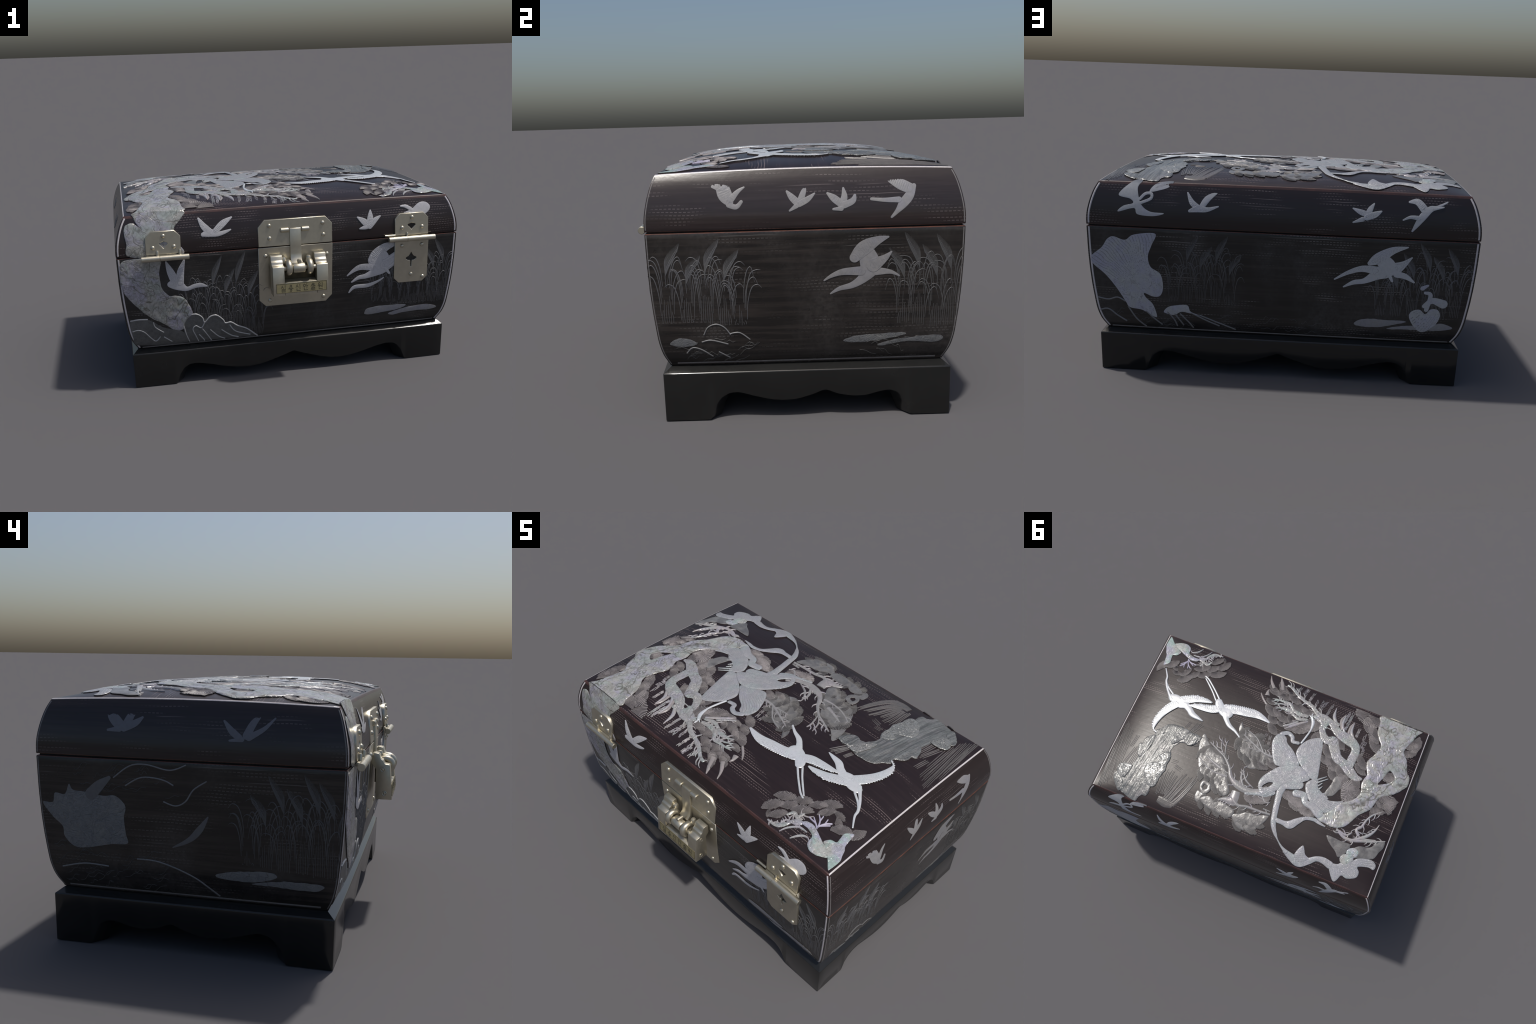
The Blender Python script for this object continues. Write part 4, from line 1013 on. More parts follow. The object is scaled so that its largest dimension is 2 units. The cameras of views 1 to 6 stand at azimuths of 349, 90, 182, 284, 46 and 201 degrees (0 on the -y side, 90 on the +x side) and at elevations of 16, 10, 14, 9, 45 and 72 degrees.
motif('left.hill_line',
  stroke('line',[(.344,.717,.0035),(.275,.767,.0035),(.208,.776,.0036),(.126,.759,.0036),(.085,.763,.0035),(.042,.782,.0034)]),
  stroke('line',[(.137,.633,.0038),(.087,.619,.0036),(.046,.639,.0035),(.013,.687,.0035),(-.041,.723,.0034)]),
  stroke('line',[(.258,.388,.004),(.181,.386,.004),(.098,.363,.0041),(.017,.327,.0043),(-.038,.286,.0046),(-.075,.251,.0052)]),
  stroke('line',[(.294,.688,.0035),(.226,.724,.0035),(.143,.72,.0036),(.094,.699,.0037)]),
  stroke('line',[(.594,.327,.0041),(.49,.35,.0041),(.384,.346,.0043)]),
)
motif('left.bank',
  blob('sand_bank',[(-.072,.351),(-.15,.37),(-.286,.378),(-.311,.356),(-.213,.331),(-.091,.335)]),
  blob('sand_bank',[(-.212,.324),(-.348,.346),(-.489,.341),(-.457,.314),(-.308,.32)]),
)
FANS=[
 (0.520,-0.391,0.493,-0.344),
 (0.517,-0.455,0.472,-0.423),
 (0.574,-0.411,0.538,-0.375),
 (0.602,-0.349,0.572,-0.307),
 (0.670,-0.315,0.639,-0.282),
 (0.712,-0.273,0.678,-0.232),
 (0.570,-0.476,0.534,-0.446),
 (0.634,-0.392,0.605,-0.349),
 (0.729,-0.312,0.693,-0.288),
 (0.764,-0.290,0.767,-0.255),
 (0.779,-0.324,0.801,-0.295),
 (0.840,-0.347,0.808,-0.303),
 (0.863,-0.280,0.911,-0.305),
 (0.521,-0.500,0.502,-0.510),
 (0.713,-0.313,0.686,-0.306),
 (-0.202,-0.293,-0.254,-0.245),
 (-0.138,-0.247,-0.175,-0.189),
 (-0.160,-0.294,-0.199,-0.238),
 (-0.082,-0.221,-0.094,-0.175),
 (-0.158,-0.374,-0.160,-0.324),
 (-0.090,-0.380,-0.091,-0.323),
 (-0.045,-0.423,-0.025,-0.376),
 (0.044,-0.457,0.057,-0.413),
 (0.030,-0.415,0.041,-0.369),
 (0.099,-0.425,0.095,-0.378),
 (-0.021,-0.267,-0.002,-0.217),
 (0.028,-0.227,0.047,-0.183),
 (0.059,-0.286,0.086,-0.236),
 (0.095,-0.340,0.106,-0.302),
 (-0.079,-0.264,-0.052,-0.239),
 (-0.031,-0.218,-0.025,-0.179),
 (-0.004,-0.446,-0.004,-0.416),
 (0.114,-0.438,0.127,-0.403),
 (0.053,-0.469,0.084,-0.437),
 (0.022,-0.283,0.046,-0.248),
 (-0.002,-0.164,0.032,-0.123),
 (-0.662,-0.323,-0.612,-0.283),
 (-0.636,-0.390,-0.574,-0.355),
 (-0.591,-0.437,-0.525,-0.403),
 (-0.605,-0.499,-0.585,-0.439),
 (-0.544,-0.518,-0.510,-0.433),
 (-0.854,-0.360,-0.886,-0.316),
 (-0.852,-0.420,-0.923,-0.408),
 (-0.883,-0.425,-0.905,-0.367),
 (-0.650,0.015,-0.622,0.061),
 (-0.622,0.061,-0.564,0.104),
 (-0.566,-0.015,-0.525,0.035),
 (-0.533,-0.065,-0.467,-0.042),
 (-0.480,-0.025,-0.435,0.010),
 (-0.445,-0.099,-0.407,-0.042),
 (-0.389,-0.102,-0.369,-0.053),
 (-0.386,-0.154,-0.350,-0.119),
 (-0.622,-0.126,-0.596,-0.083),
 (-0.619,-0.172,-0.580,-0.137),
 (-0.451,-0.241,-0.410,-0.204),
 (-0.815,-0.149,-0.808,-0.092),
 (-0.911,-0.020,-0.919,0.043),
 (-0.823,0.027,-0.826,0.081),
 (-0.800,0.078,-0.806,0.130),
 (-0.409,0.260,-0.417,0.297),
 (-0.287,-0.243,-0.303,-0.208),
 (-0.285,-0.191,-0.239,-0.198),
 (-0.648,0.060,-0.555,0.090),
 (-0.654,0.019,-0.576,0.021),
 (-0.567,0.025,-0.509,0.011),
 (-0.791,-0.167,-0.814,-0.102),
 (-0.312,0.210,-0.278,0.273),
 (-0.329,0.241,-0.325,0.306),
 (-0.391,0.252,-0.413,0.307),
 (-0.791,0.049,-0.859,-0.010),
 (-0.773,0.085,-0.812,0.078),
 (-0.847,0.029,-0.899,0.026),
 (-0.758,0.129,-0.790,0.131),
 (-0.267,0.202,-0.264,0.247),
 (-0.045,0.322,-0.062,0.362),
 (-0.098,0.300,-0.142,0.329),
 (-0.317,0.213,-0.314,0.283),
 (-0.395,0.251,-0.385,0.314),
 (-0.273,0.196,-0.268,0.266),
 (-0.049,0.305,-0.060,0.371),
 (-0.043,0.323,-0.005,0.357),
 (-0.090,0.291,-0.114,0.341),
 (-0.081,0.061,-0.059,0.103),
 (-0.029,0.096,-0.018,0.137),
]

# ------------------------------------------------------------------ turning motifs into parts
TOP = dict(
    trunk=('trunk', 'pine_trunk', dict(H=.0075, relief=.0015, edge=.5, jag=.0012)),
    branch=('branch', 'pine_branch', dict(H=.0065, relief=.0010, edge=.5, step=.003, jag=.001)),
    petal=('petal', 'petal', dict(H=.0062, relief=.0006, edge=.5, step=.002)),
    petal_curl=('petal', 'petal_curl', dict(H=.0072, edge=.5, step=.003)),
    feather=('petal', 'feather', dict(H=.006, relief=.0008, edge=.5, step=.0022, engrave=('rays', -.33, .17, 90, .03, .28))),
    leaf=('leaf', 'leaf', dict(H=.0035, relief=.0010, edge=.4)),
    bud=('trunk_bright', 'bud', dict(H=.0075, edge=.4)),
    lobe=('rock', 'rock_lobe', dict(H=.0062, relief=.0007, edge=.45, jag=.003, ridges=(1.45, 110., .0011), step=.003, engrave=('contour', .011, .16))),
    fringe=('rock', 'rock_fringe', dict(H=.0068, relief=.0004, edge=.45, jag=.002, step=.0022, engrave=('rays', .60, .45, 260, 0., .35))),
    rock=('rock', 'rock', dict(H=.005, relief=.0006, edge=.6, ridges=(1.45, 95., .0016), jag=.004, step=.003)),
    stone=('trunk_bright', 'corner_stone', dict(H=.006, relief=.001, edge=.6)),
    body=('crane', 'body', dict(H=.0085, edge=.55, step=.003)), neck=('crane', 'neck', dict(H=.008, edge=.5, step=.003)),
    head=('crane', 'head', dict(H=.007, edge=.5, step=.0022)), wing=('crane', 'wing', dict(H=.0075, edge=.65, step=.0018, engrave=('barbs', .0095, .5, .22))),
    leg=('crane', 'leg', dict(H=.0065, edge=.5, step=.0022)), tail=('crane', 'tail', dict(H=.0068, edge=.5, step=.0025)))
RIB_TOP = dict(sprig=('sprig', 'pine_sprig', .0055), stem=('stem', 'twig', .0062), twig=('sprig', 'twig', .005), coral=('coral', 'coral_twig', .005),
               needle=('needle', 'needle_tuft', .005), blade=('blade', 'grass_blade', .0035), streak=('sprig', 'rain_streak', .0022), line=('line', 'silver_line', .003))
STUFF = {'blade', 'streak', 'line', 'twig'}
SIDE_H = dict(front=.0045, right=.0016, back=.0016, left=.0013)


def build_motifs():
    wingcount = 0
    for key, shapes in PIECES:
        face, grp = key.split('.')[:2]
        stuff = {}
        parent = None
        bodies = 0
        is_animal = any(w in grp for w in ('crane', 'bird', 'butterfly', 'deer'))
        animal = {'long_crane': 'crane', 'deer': 'bird'}.get(grp, 'crane' if 'crane' in grp else 'butterfly' if 'butter' in grp else 'bird')
        # blobs and holes of one name form one piece; strokes are single pieces unless they are loose stuff
        pieces = []; acc = None
        for kind, part, pts in shapes:
            if kind == 'hole': pieces[-1][1].append((kind, part, pts)); continue
            if part == 'branch' and pieces and pieces[-1][0] == 'branch': pieces[-1][1].append((kind, part, pts)); continue
            pieces.append((part, [(kind, part, pts)]))
        if is_animal: pieces.sort(key=lambda p: p[0] != 'body')
        for i, (part, sh) in enumerate(pieces):
            kind = sh[0][0]
            if kind == 'stroke' and part in RIB_TOP and (part != 'stem' or grp == 'cluster_stem'):
                mat, nm, H = RIB_TOP[part]
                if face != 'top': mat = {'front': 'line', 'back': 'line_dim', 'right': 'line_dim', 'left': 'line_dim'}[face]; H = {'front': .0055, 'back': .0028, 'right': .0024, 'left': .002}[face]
                if part in STUFF:
                    s = stuff.setdefault((part, nm, mat), Soup())
                    p = np.array(sh[0][2])
                    if part == 'streak':             # broken parallel hair lines
                        d = p[-1, :2] - p[0, :2]; nrm = np.array([-d[1], d[0]]) / (np.hypot(*d) + 1e-9)
                        for off in (-.0062, 0., .0062):
                            a = random.uniform(0, .25)
                            while a < .95:
                                b = min(1., a + random.uniform(.12, .5))
                                q = [p[0, :2] + d * f + nrm * off for f in (a, b)]
                                ribbon(s, face, [(*q[0], .0012), (*((q[0] + q[1]) / 2), .0017), (*q[1], .0011)], .0016, n=2); a = b + random.uniform(.02, .12)
                        continue
                    if part == 'blade':
                        d = p[-1, :2] - p[0, :2]; nrm = np.array([-d[1], d[0]]) / (np.hypot(*d) + 1e-9)
                        for off in (-.009, .0, .009):
                            q = p.copy(); q[:, 2] *= .42; q[:, :2] += nrm * (off + random.uniform(-.002, .002)) + d * random.uniform(-.07, .07)
                            ribbon(s, face, [tuple(k) for k in q], H * .7)
                        continue
                    ribbon(s, face, p.tolist(), H); continue
                s = Soup(); ribbon(s, face, sh[0][2], H)
                add_obj(nm, s.mesh(nm, True), [mat]); continue
            lift = (.0006 if face == 'top' else .00035) * (i % 5) + (.0012 * (i % 4) if part == 'lobe' else 0)
            eng = 'engraved'
            if face == 'top':
                mat, nm, kw = TOP.get(part, TOP['petal']); kw = dict(kw)
                if part in ('wing', 'body', 'neck', 'tail'): eng = 'engraved_white'
                if part in ('lobe', 'fringe'): eng = 'engraved_dark'
                if part == 'lobe' and i % 2: mat = 'rock_smooth'; kw.pop('ridges')
                if part == 'petal' and kind == 'blob':
                    b = sh[0][2]; c = np.mean([p[:2] for p in b], 0); hub = np.array(HUBS.get(grp, (-.30, .10)))
                    lift = .0013 * (i % 4); kw['engrave'] = ('rays', float(hub[0]), float(hub[1]), 120, .06, .2)
                if part == 'stem': nm = 'flower_stem'
                if grp in ('pine_trunk',): mat, kw['H'] = 'trunk_bright', .009
                if grp == 'beak': mat = 'crane'; nm = 'long_beak'; kw['H'] = .010
                if grp == 'long_crane': mat = 'petal'
                if part == 'wing':
                    kw['tooth'] = (TEETH.get((key, wingcount), -1), .008, .0125); wingcount += 1
            else:
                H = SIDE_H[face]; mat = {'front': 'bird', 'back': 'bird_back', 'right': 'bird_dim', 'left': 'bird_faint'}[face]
                nm = part; kw = dict(H=H, step=.0028, edge=.7, relief=.0003)
                if part == 'wing' and is_animal: kw['tooth'] = (2, 0, .0085); kw['step'] = .0018; kw['engrave'] = ('barbs', .0085, .6, .2 if face in ('front', 'back') else .14); eng = 'engraved_light' if face in ('front', 'back') else eng
                if part == 'trunk': mat, nm, kw = 'trunk', 'pine_trunk', dict(H=.0055, relief=.0013, edge=.6, step=.0036, jag=.0012)
                if part == 'sand_bank': mat, nm, kw['H'] = ('bank' if face in ('front', 'back') else 'peach'), 'sand_bank', H * .6
                if part == 'rock': mat, nm, kw['H'] = 'stipple', 'rock', .0022
                if part == 'leaf' : mat, nm = ('big_leaf', 'leaf') if face == 'back' else ('leaf_shell', 'leaf')
                if face == 'left': kw.pop('engrave', None)
                if face == 'right': eng = 'engraved'
                if part == 'leaf' and face == 'back': kw['engrave'] = ('rays', .66, .42, 130, .05, .16)
                if part == 'heart': kw['engrave'] = ('rays', -.86, .50, 90, .03, .2)
                if part == 'sand_bank': kw['jag'] = .0015; kw['relief'] = .0008
                if part == 'root': mat, nm = 'big_leaf', 'root'
                if part == 'heart': mat, nm = 'big_leaf', 'heart'
                if part == 'petal': mat, nm, lift = 'big_leaf', 'petal', .001 + lift
                if part == 'peach': mat, nm = 'peach', 'peach'
            me = inlay_mesh(nm, face, sh, lift=lift, **kw)
            if me is None: continue
            if is_animal:
                if parent is None: parent = add_obj(animal, me, [mat, 'wall', eng])
                else: add_obj(nm, me, [mat, 'wall', eng], parent)
            else:
                add_obj(nm, me, [mat, 'wall', eng])
        for (part, nm, mat), s in stuff.items():
            add_obj(nm, s.mesh(nm, True), [mat], kind='stuff')


def build_twigs():
    """short side shoots along the pine branches"""
    s = Soup(); r = random.Random(11)
    for key, shapes in PIECES:
        if key not in ('top.front_branch', 'top.cluster_stem', 'top.corner_sprig', 'top.pine_branch'): continue
        for kind, part, pts in shapes:
            if kind != 'stroke' or len(pts) < 3: continue
            q = spline(pts, n=5)
            for k in range(2, len(q) - 1, 2):
                d = q[k + 1, :2] - q[k - 1, :2]; d /= np.hypot(*d) + 1e-9; sg = r.choice((-1, 1)); n = np.array([-d[1], d[0]]) * sg
                if r.random() < .25: continue
                a = q[k, :2] + n * q[k, 2] * .6; L = r.uniform(.022, .048); b = a + (n * .75 + d * .65) * L * .6; c = b + (n * .25 + d) * L * .5
                ribbon(s, 'top', [(*a, .0042), (*b, .0034), (*c, .0014)], .0048, n=3)
    add_obj('twig', s.mesh('twig', True), ['sprig'], kind='stuff')


TEETH = {}
HUBS = {'flower': (-.30, .09), 'corner_flower': (-.64, .48)}


def fan_mesh(seed, needles=25, spread=62, mat='needle'):
    """one pine-needle fan: radiating raised needles on a dark ground, apex at the origin, pointing along +Y"""
    r = random.Random(seed); s = Soup(); n = needles * 2; a0 = math.radians(90 + spread); da = math.radians(-2 * spread) / n
    rad = [0.10, .38, .7, .92, 1.]
    for k in range(n):
        up = k % 2 == 0
        ext = (r.uniform(.90, .99) if up else .97) * (1 - .10 * abs(2 * k / n - 1) ** 3)
        wa = -.10 if up else .10
        A, B = a0 + da * (k - wa), a0 + da * (k + 1 + wa)
        h = [.02, .10, .13, .11, .02] if up else [.0, .03, .05, .04, -.03]
        P = []
        for ang in (A, (A + B) / 2, B):
            top = ang == (A + B) / 2
            P.append([(math.cos(ang) * q * ext, math.sin(ang) * q * ext, hh + (.05 if top and up else 0.) * (q > .1)) for q, hh in zip(rad, h)])
        s.grid(np.array(P), 0 if up else 1, flip=False)
    # rim reaching down into the lacquer
    rim = []
    for k in range(n + 1):
        a = a0 + da * k; e = .965 * (1 - .10 * abs(2 * k / n - 1) ** 3); rim.append([(math.cos(a) * e, math.sin(a) * e, .02), (math.cos(a) * e, math.sin(a) * e, -.25)])
    s.grid(np.array(rim), 1)
    for e in (0, -1):
        a = a0 + da * (0 if e == 0 else n); s.add([(0, 0, .02), (math.cos(a) * .9, math.sin(a) * .9, .02), (math.cos(a) * .9, math.sin(a) * .9, -.25), (0, 0, -.25)], [(0, 1, 2, 3)], 1)
    me = s.mesh('pine_fan', False)
    me.materials.append(MAT[mat]); me.materials.append(MAT['needle_gap'])
    return me


def build_fans():
    kinds = [fan_mesh(k, n, sp) for k, (n, sp) in enumerate(((22, 66), (25, 72), (21, 62), (24, 68)))]
    soft = [fan_mesh(20 + k, n, sp, 'needle_soft') for k, (n, sp) in enumerate(((20, 66), (24, 72), (18, 62), (22, 68)))]
    fill = []
    for key, shapes in PIECES:
        if key != 'top.leaf_cluster': continue
        for kind, part, pts in shapes[:4]:
            if kind != 'blob': continue
            q = spline([p[:2] for p in pts], True); c = q.mean(0); base = np.array(pts[0][:2])
            lo, hi = q.min(0), q.max(0)
            for gx in np.arange(lo[0], hi[0], .052):
                for gy in np.arange(lo[1], hi[1], .058):
                    p = np.array([gx + random.uniform(-.012, .012), gy + random.uniform(-.012, .012)])
                    if blob_field(p[:1], p[1:], q)[0] < .004: continue
                    d = p - base; d = d / (np.linalg.norm(d) + 1e-6) + .5 * (p - c) / (np.linalg.norm(p - c) + .02); d /= np.linalg.norm(d)
                    L = random.uniform(.05, .066); fill.append((*(p - d * L * .5), *(p + d * L * .5)))
    for i, (ax, ay, tx, ty) in enumerate(FANS + fill):
        # keep whole fans inside the border of the lid
        d = np.array([tx - ax, ty - ay]); sd = np.array([-d[1], d[0]]) * 1.1
        ex = np.array([(ax, ay), (tx, ty), np.array((ax, ay)) + .7 * d + sd, np.array((ax, ay)) + .7 * d - sd])
        sx = max(0, -(LX - .022) - ex[:, 0].min()) - max(0, ex[:, 0].max() - (LX - .022))
        sy = max(0, CY - LY + .02 - ex[:, 1].min()) - max(0, ex[:, 1].max() - (CY + LY - .02))
        ax += sx; tx += sx; ay += sy; ty += sy
        a = on_face('top', ax, ay, 0.); mid = on_face('top', (ax + tx) / 2, (ay + ty) / 2, 0.); b = on_face('top', (ax + tx) / 2, (ay + ty) / 2, .01)
        t = on_face('top', tx, ty, 0.)
        zed = Vector(b - mid).normalized(); y = Vector(t - a); R = y.length; y = (y - zed * y.dot(zed)).normalized()
        y = (y + zed * (.0018 / R)).normalized(); R *= 1.12; x = y.cross(zed).normalized(); zed = x.cross(y)
        o = bpy.data.objects.new('pine_fan', (kinds if i < len(FANS) else soft)[i % 4]); bpy.context.scene.collection.objects.link(o); o.parent = ROOT
        M = Matrix((x, y, zed)).transposed().to_4x4(); M.translation = Vector(a) + zed * (.0012 + .00035 * (i % 4))
        wide = random.uniform(1.08, 1.28)
        o.matrix_world = M @ Matrix.Diagonal((R * wide, R, .013, 1))


def reed_bed(name, face, groups, mat, seed, zb_of=None):
    """fountains of reeds: bundles of upright stems, leaves that arch out to both sides, feathery plumes"""
    r = random.Random(seed); s = Soup()
    for (x, zb, zt, plume, lean) in groups:
        n = 6; Hh = zt - zb; top = zb + Hh * .62
        for k in range(n):
            dx = (k - (n - 1) / 2) * .0085
            zz = top - .06 - abs(dx) * 2.2 + r.uniform(-.04, .03)
            ribbon(s, face, [(x + dx, zb + r.uniform(0, .01), .0013), (x + dx + r.uniform(-.001, .001), (zb + zz) / 2, .0016), (x + dx * .8, zz, .0011)], .0013, n=3)
        for k in range(4):
            for sg in (-1, 1):
                z0 = zb + Hh * (.12 + .13 * k) + r.uniform(-.015, .015); w = r.uniform(.044, .066); up = r.uniform(.12, .19) * (1 - .08 * k)
                x0 = x + sg * (.026 - .004 * k); droop = r.uniform(.0, .07)
                ribbon(s, face, [(x0, z0, .0014), (x0 + sg * w * .08, z0 + up * .5, .0021), (x0 + sg * w * .34, z0 + up * .9, .0026), (x0 + sg * w * .72, z0 + up, .0020), (x0 + sg * w, z0 + up - droop, .0007)], .0015, n=4)
        if plume:
            L = (zt - zb) * .30; z0 = zt - L
            for k in range(26):
                f = k / 25; cx = x + lean * (f ** 1.6) * .05; cz = z0 + L * f
                w = .018 * math.sin(math.pi * (.12 + .85 * f))
                for sg in (-1, 1):
                    ribbon(s, face, [(cx, cz - .012, .0017), (cx + sg * w * .7 + lean * .004, cz + .006, .0015), (cx + sg * w + lean * .008, cz + .022, .0005)], .0012, n=2)
            ribbon(s, face, [(x, zb + (zt - zb) * .5, .0015), (x, z0, .0022), (x + lean * .02, z0 + L * .5, .003), (x + lean * .05, zt, .001)], .0014, n=3)
    add_obj(name, s.mesh(name, True), [mat], kind='stuff')


def build_reeds():
    reed_bed('reed_bed', 'front', [(-.605, .38, .60, 0, 1), (-.535, .33, .665, 0, 1), (-.475, .29, .745, 1, 1), (-.405, .28, .665, 1, 1),
                                   (-.34, .27, .76, 1, 1), (-.27, .26, .64, 1, 1), (-.21, .25, .55, 0, 1)], 'reed', 1)
    reed_bed('reed_bed', 'front', [(.50, .40, .60, 0, -1), (.56, .39, .62, 0, -1), (.62, .38, .60, 0, -1), (.68, .37, .62, 0, -1), (.74, .36, .64, 0, -1), (.80, .36, .66, 0, -1),
                                   (.86, .36, .70, 1, -1), (.92, .36, .745, 1, -1)], 'reed', 2)
    reed_bed('reed_bed', 'right', [(-.50, .42, .73, 1, 1), (-.42, .42, .68, 1, 1), (-.345, .42, .745, 1, 1), (-.27, .41, .70, 1, 1), (-.21, .41, .62, 0, 1)], 'reed', 3)
    reed_bed('reed_bed', 'right', [(.44, .40, .69, 1, -1), (.50, .39, .75, 1, -1), (.57, .38, .70, 1, -1), (.625, .38, .74, 1, -1)], 'reed_faint', 4)
    reed_bed('reed_bed', 'back', [(.55, .40, .62, 0, -1), (.48, .40, .745, 1, -1), (.41, .40, .69, 1, -1), (.33, .40, .745, 1, -1), (.26, .40, .65, 1, -1)], 'reed_faint', 5)
    reed_bed('reed_bed', 'back', [(-.52, .38, .60, 0, 1), (-.60, .38, .62, 1, 1), (-.68, .38, .70, 1, 1), (-.76, .38, .755, 1, 1), (-.83, .38, .69, 1, 1), (-.90, .38, .735, 1, 1)], 'reed', 6)
    reed_bed('reed_bed', 'left', [(-.20, .40, .62, 0, 1), (-.27, .39, .66, 1, 1), (-.34, .38, .735, 1, 1), (-.41, .38, .69, 1, 1), (-.475, .37, .745, 1, 1), (-.53, .37, .72, 1, 1)], 'reed_faint', 7)


def build_swirls():
    """faint wavy engraving on the banks and between the motifs of the end and back walls"""
    r = random.Random(5)
    for face, zones in (('left', ((.12, .60, .26, .44, 46), (.10, .50, .64, .76, 26))), ('right', ((-.46, -.15, .25, .36, 22), (.30, .62, .27, .33, 10))),
                        ('back', ((.45, .86, .25, .36, 30), (-.30, .30, .25, .34, 16))), ('front', ((-.86, -.50, .245, .33, 30),))):
        s = Soup()
        for x0, x1, z0, z1, n in zones:
            for k in range(n):
                x, z = r.uniform(x0, x1), r.uniform(z0, z1); L = r.uniform(.03, .08); sl = r.uniform(-.7, .2) * (1 if x > 0 else -1); c = r.uniform(.004, .014)
                ribbon(s, face, [(x - L / 2, max(z - sl * L / 2, .242), .0008), (x - L * .15, max(z - sl * L * .15 + c, .242), .0015), (x + L * .2, max(z + sl * L * .2 - c * .5, .242), .0014), (x + L / 2, max(z + sl * L / 2, .242), .0007)], .0030 if face == 'front' else .0012, n=3)
        add_obj('engraved_wave', s.mesh('engraved_wave', True), ['swirl'], kind='stuff')


def build_edging():
    """inlaid pearl lines along the corners, the ends of the lid and the foot of the walls"""
    s = Soup(); d = Soup()
    for face in ('front', 'back'):
        for sg in (-1, 1):
            for z0, z1 in ((Z_BOT + .006, Z_SEAM0 - .006), (Z_SEAM1 + .008, Z_RIDGE - .012)):
                zz = np.linspace(z0, z1, 14)
                ribbon(s, face, [(sg * (float(hx(z)) - .0120), z, .0056) for z in zz], .0014, n=2)
    for face in ('right', 'left'):
        for sg in (-1, 1):
            for z0, z1 in ((Z_BOT + .006, Z_SEAM0 - .006), (Z_SEAM1 + .008, Z_RIDGE - .012)):
                zz = np.linspace(z0, z1, 14)
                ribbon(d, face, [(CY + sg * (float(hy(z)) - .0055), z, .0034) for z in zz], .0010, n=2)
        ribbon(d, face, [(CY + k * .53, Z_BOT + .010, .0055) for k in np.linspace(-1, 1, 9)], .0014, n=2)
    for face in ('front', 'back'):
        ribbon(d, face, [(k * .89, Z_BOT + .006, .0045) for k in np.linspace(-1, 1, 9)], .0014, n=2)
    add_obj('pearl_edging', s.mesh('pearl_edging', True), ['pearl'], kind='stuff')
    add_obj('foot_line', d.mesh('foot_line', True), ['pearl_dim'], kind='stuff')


# ------------------------------------------------------------------ metal fittings
def flat_plate(name, outline, holes, yf, thick, parent=None, mat='metal', bevel=.0022, lean=None):
    cu = bpy.data.curves.new(name, 'CURVE'); cu.dimensions = '2D'; cu.fill_mode = 'BOTH'
    for loop, rad in [(outline, .0)] + [(h, 0) for h in holes]:
        sp = cu.splines.new('POLY'); sp.points.add(len(loop) - 1); sp.use_cyclic_u = True
        for p, (a, b) in zip(sp.points, loop): p.co = (a, b, 0, 1)
    cu.extrude = thick / 2 - bevel; cu.bevel_depth = bevel; cu.bevel_resolution = 1; cu.offset = -bevel
    t = bpy.data.objects.new(name, cu); bpy.context.scene.collection.objects.link(t)
    dg = bpy.context.evaluated_depsgraph_get(); me = bpy.data.meshes.new_from_object(t.evaluated_get(dg))
    bpy.data.objects.remove(t); bpy.data.curves.remove(cu)
    me.transform(Matrix.Translation((0, yf + thick / 2, 0)) @ Matrix.Rotation(math.pi / 2, 4, 'X'))
    me.materials.clear(); me.name = name
    if lean:
        n = len(me.vertices); co = np.empty(n * 3, np.float32); me.vertices.foreach_get('co', co); co = co.reshape(-1, 3)
        co[:, 1] += np.abs(co[:, 2] - lean[0]) * lean[1]; me.vertices.foreach_set('co', co.ravel()); me.update()
    return add_obj(name, me, [mat], parent)


def prism_x(name, prof, x0, x1, parent=None, mat='metal', bevel=.0025, smooth=35):
    bm = bmesh.new(); vs = [bm.verts.new((x0, y, z)) for y, z in prof]; f = bm.faces.new(vs)
    e = bmesh.ops.extrude_face_region(bm, geom=[f])
    bmesh.ops.translate(bm, vec=(x1 - x0, 0, 0), verts=[v for v in e['geom'] if isinstance(v, bmesh.types.BMVert)])
    bmesh.ops.recalc_face_normals(bm, faces=bm.faces)
    me = bpy.data.meshes.new(name); bm.to_mesh(me); bm.free(); o = add_obj(name, me, [mat], parent)
    modifier_applied(o, ('BEVEL', dict(width=bevel, segments=2, limit_method='ANGLE', angle_limit=math.radians(40))))
    o.data.polygons.foreach_set('use_smooth', np.ones(len(o.data.polygons), bool)); sharp_by_angle(o.data, smooth)
    return o


def turned(name, prof, axis, origin, parent=None, mat='metal', seg=24):
    """turned part: prof = (distance along the axis, radius)"""
    s = Soup(); P = []
    ax = {'x': (1, 2, 0), 'z': (0, 1, 2), 'y': (0, 2, 1)}[axis]
    for a in np.linspace(0, 2 * math.pi, seg + 1):
        row = []
        for t, r in prof:
            p = [0, 0, 0]; p[ax[0]] = math.cos(a) * r; p[ax[1]] = math.sin(a) * r; p[ax[2]] = t
            row.append((p[0] + origin[0], p[1] + origin[1], p[2] + origin[2]))
        P.append(row)
    s.grid(np.array(P), 0); me = s.mesh(name, True, 1e-6); sharp_by_angle(me, 40)
    return add_obj(name, me, [mat], parent)


RIVET = None
def rivet(x, y, z, parent, r=.0125):
    global RIVET
    if RIVET is None:
        s = Soup(); P = [[(math.cos(a) * math.cos(b), -math.sin(b) * .75, math.sin(a) * math.cos(b)) for b in np.linspace(-.3, math.pi / 2, 8)] for a in np.linspace(0, 2 * math.pi, 17)]
        s.grid(np.array(P), 0); RIVET = s.mesh('rivet', True, 1e-6); RIVET.materials.append(MAT['metal'])
    o = bpy.data.objects.new('rivet', RIVET); bpy.context.scene.collection.objects.link(o); o.parent = parent
    o.location = (x, y + (z - .80) * (.075 if z > .8 else -.029), z); o.scale = (r, r, r)


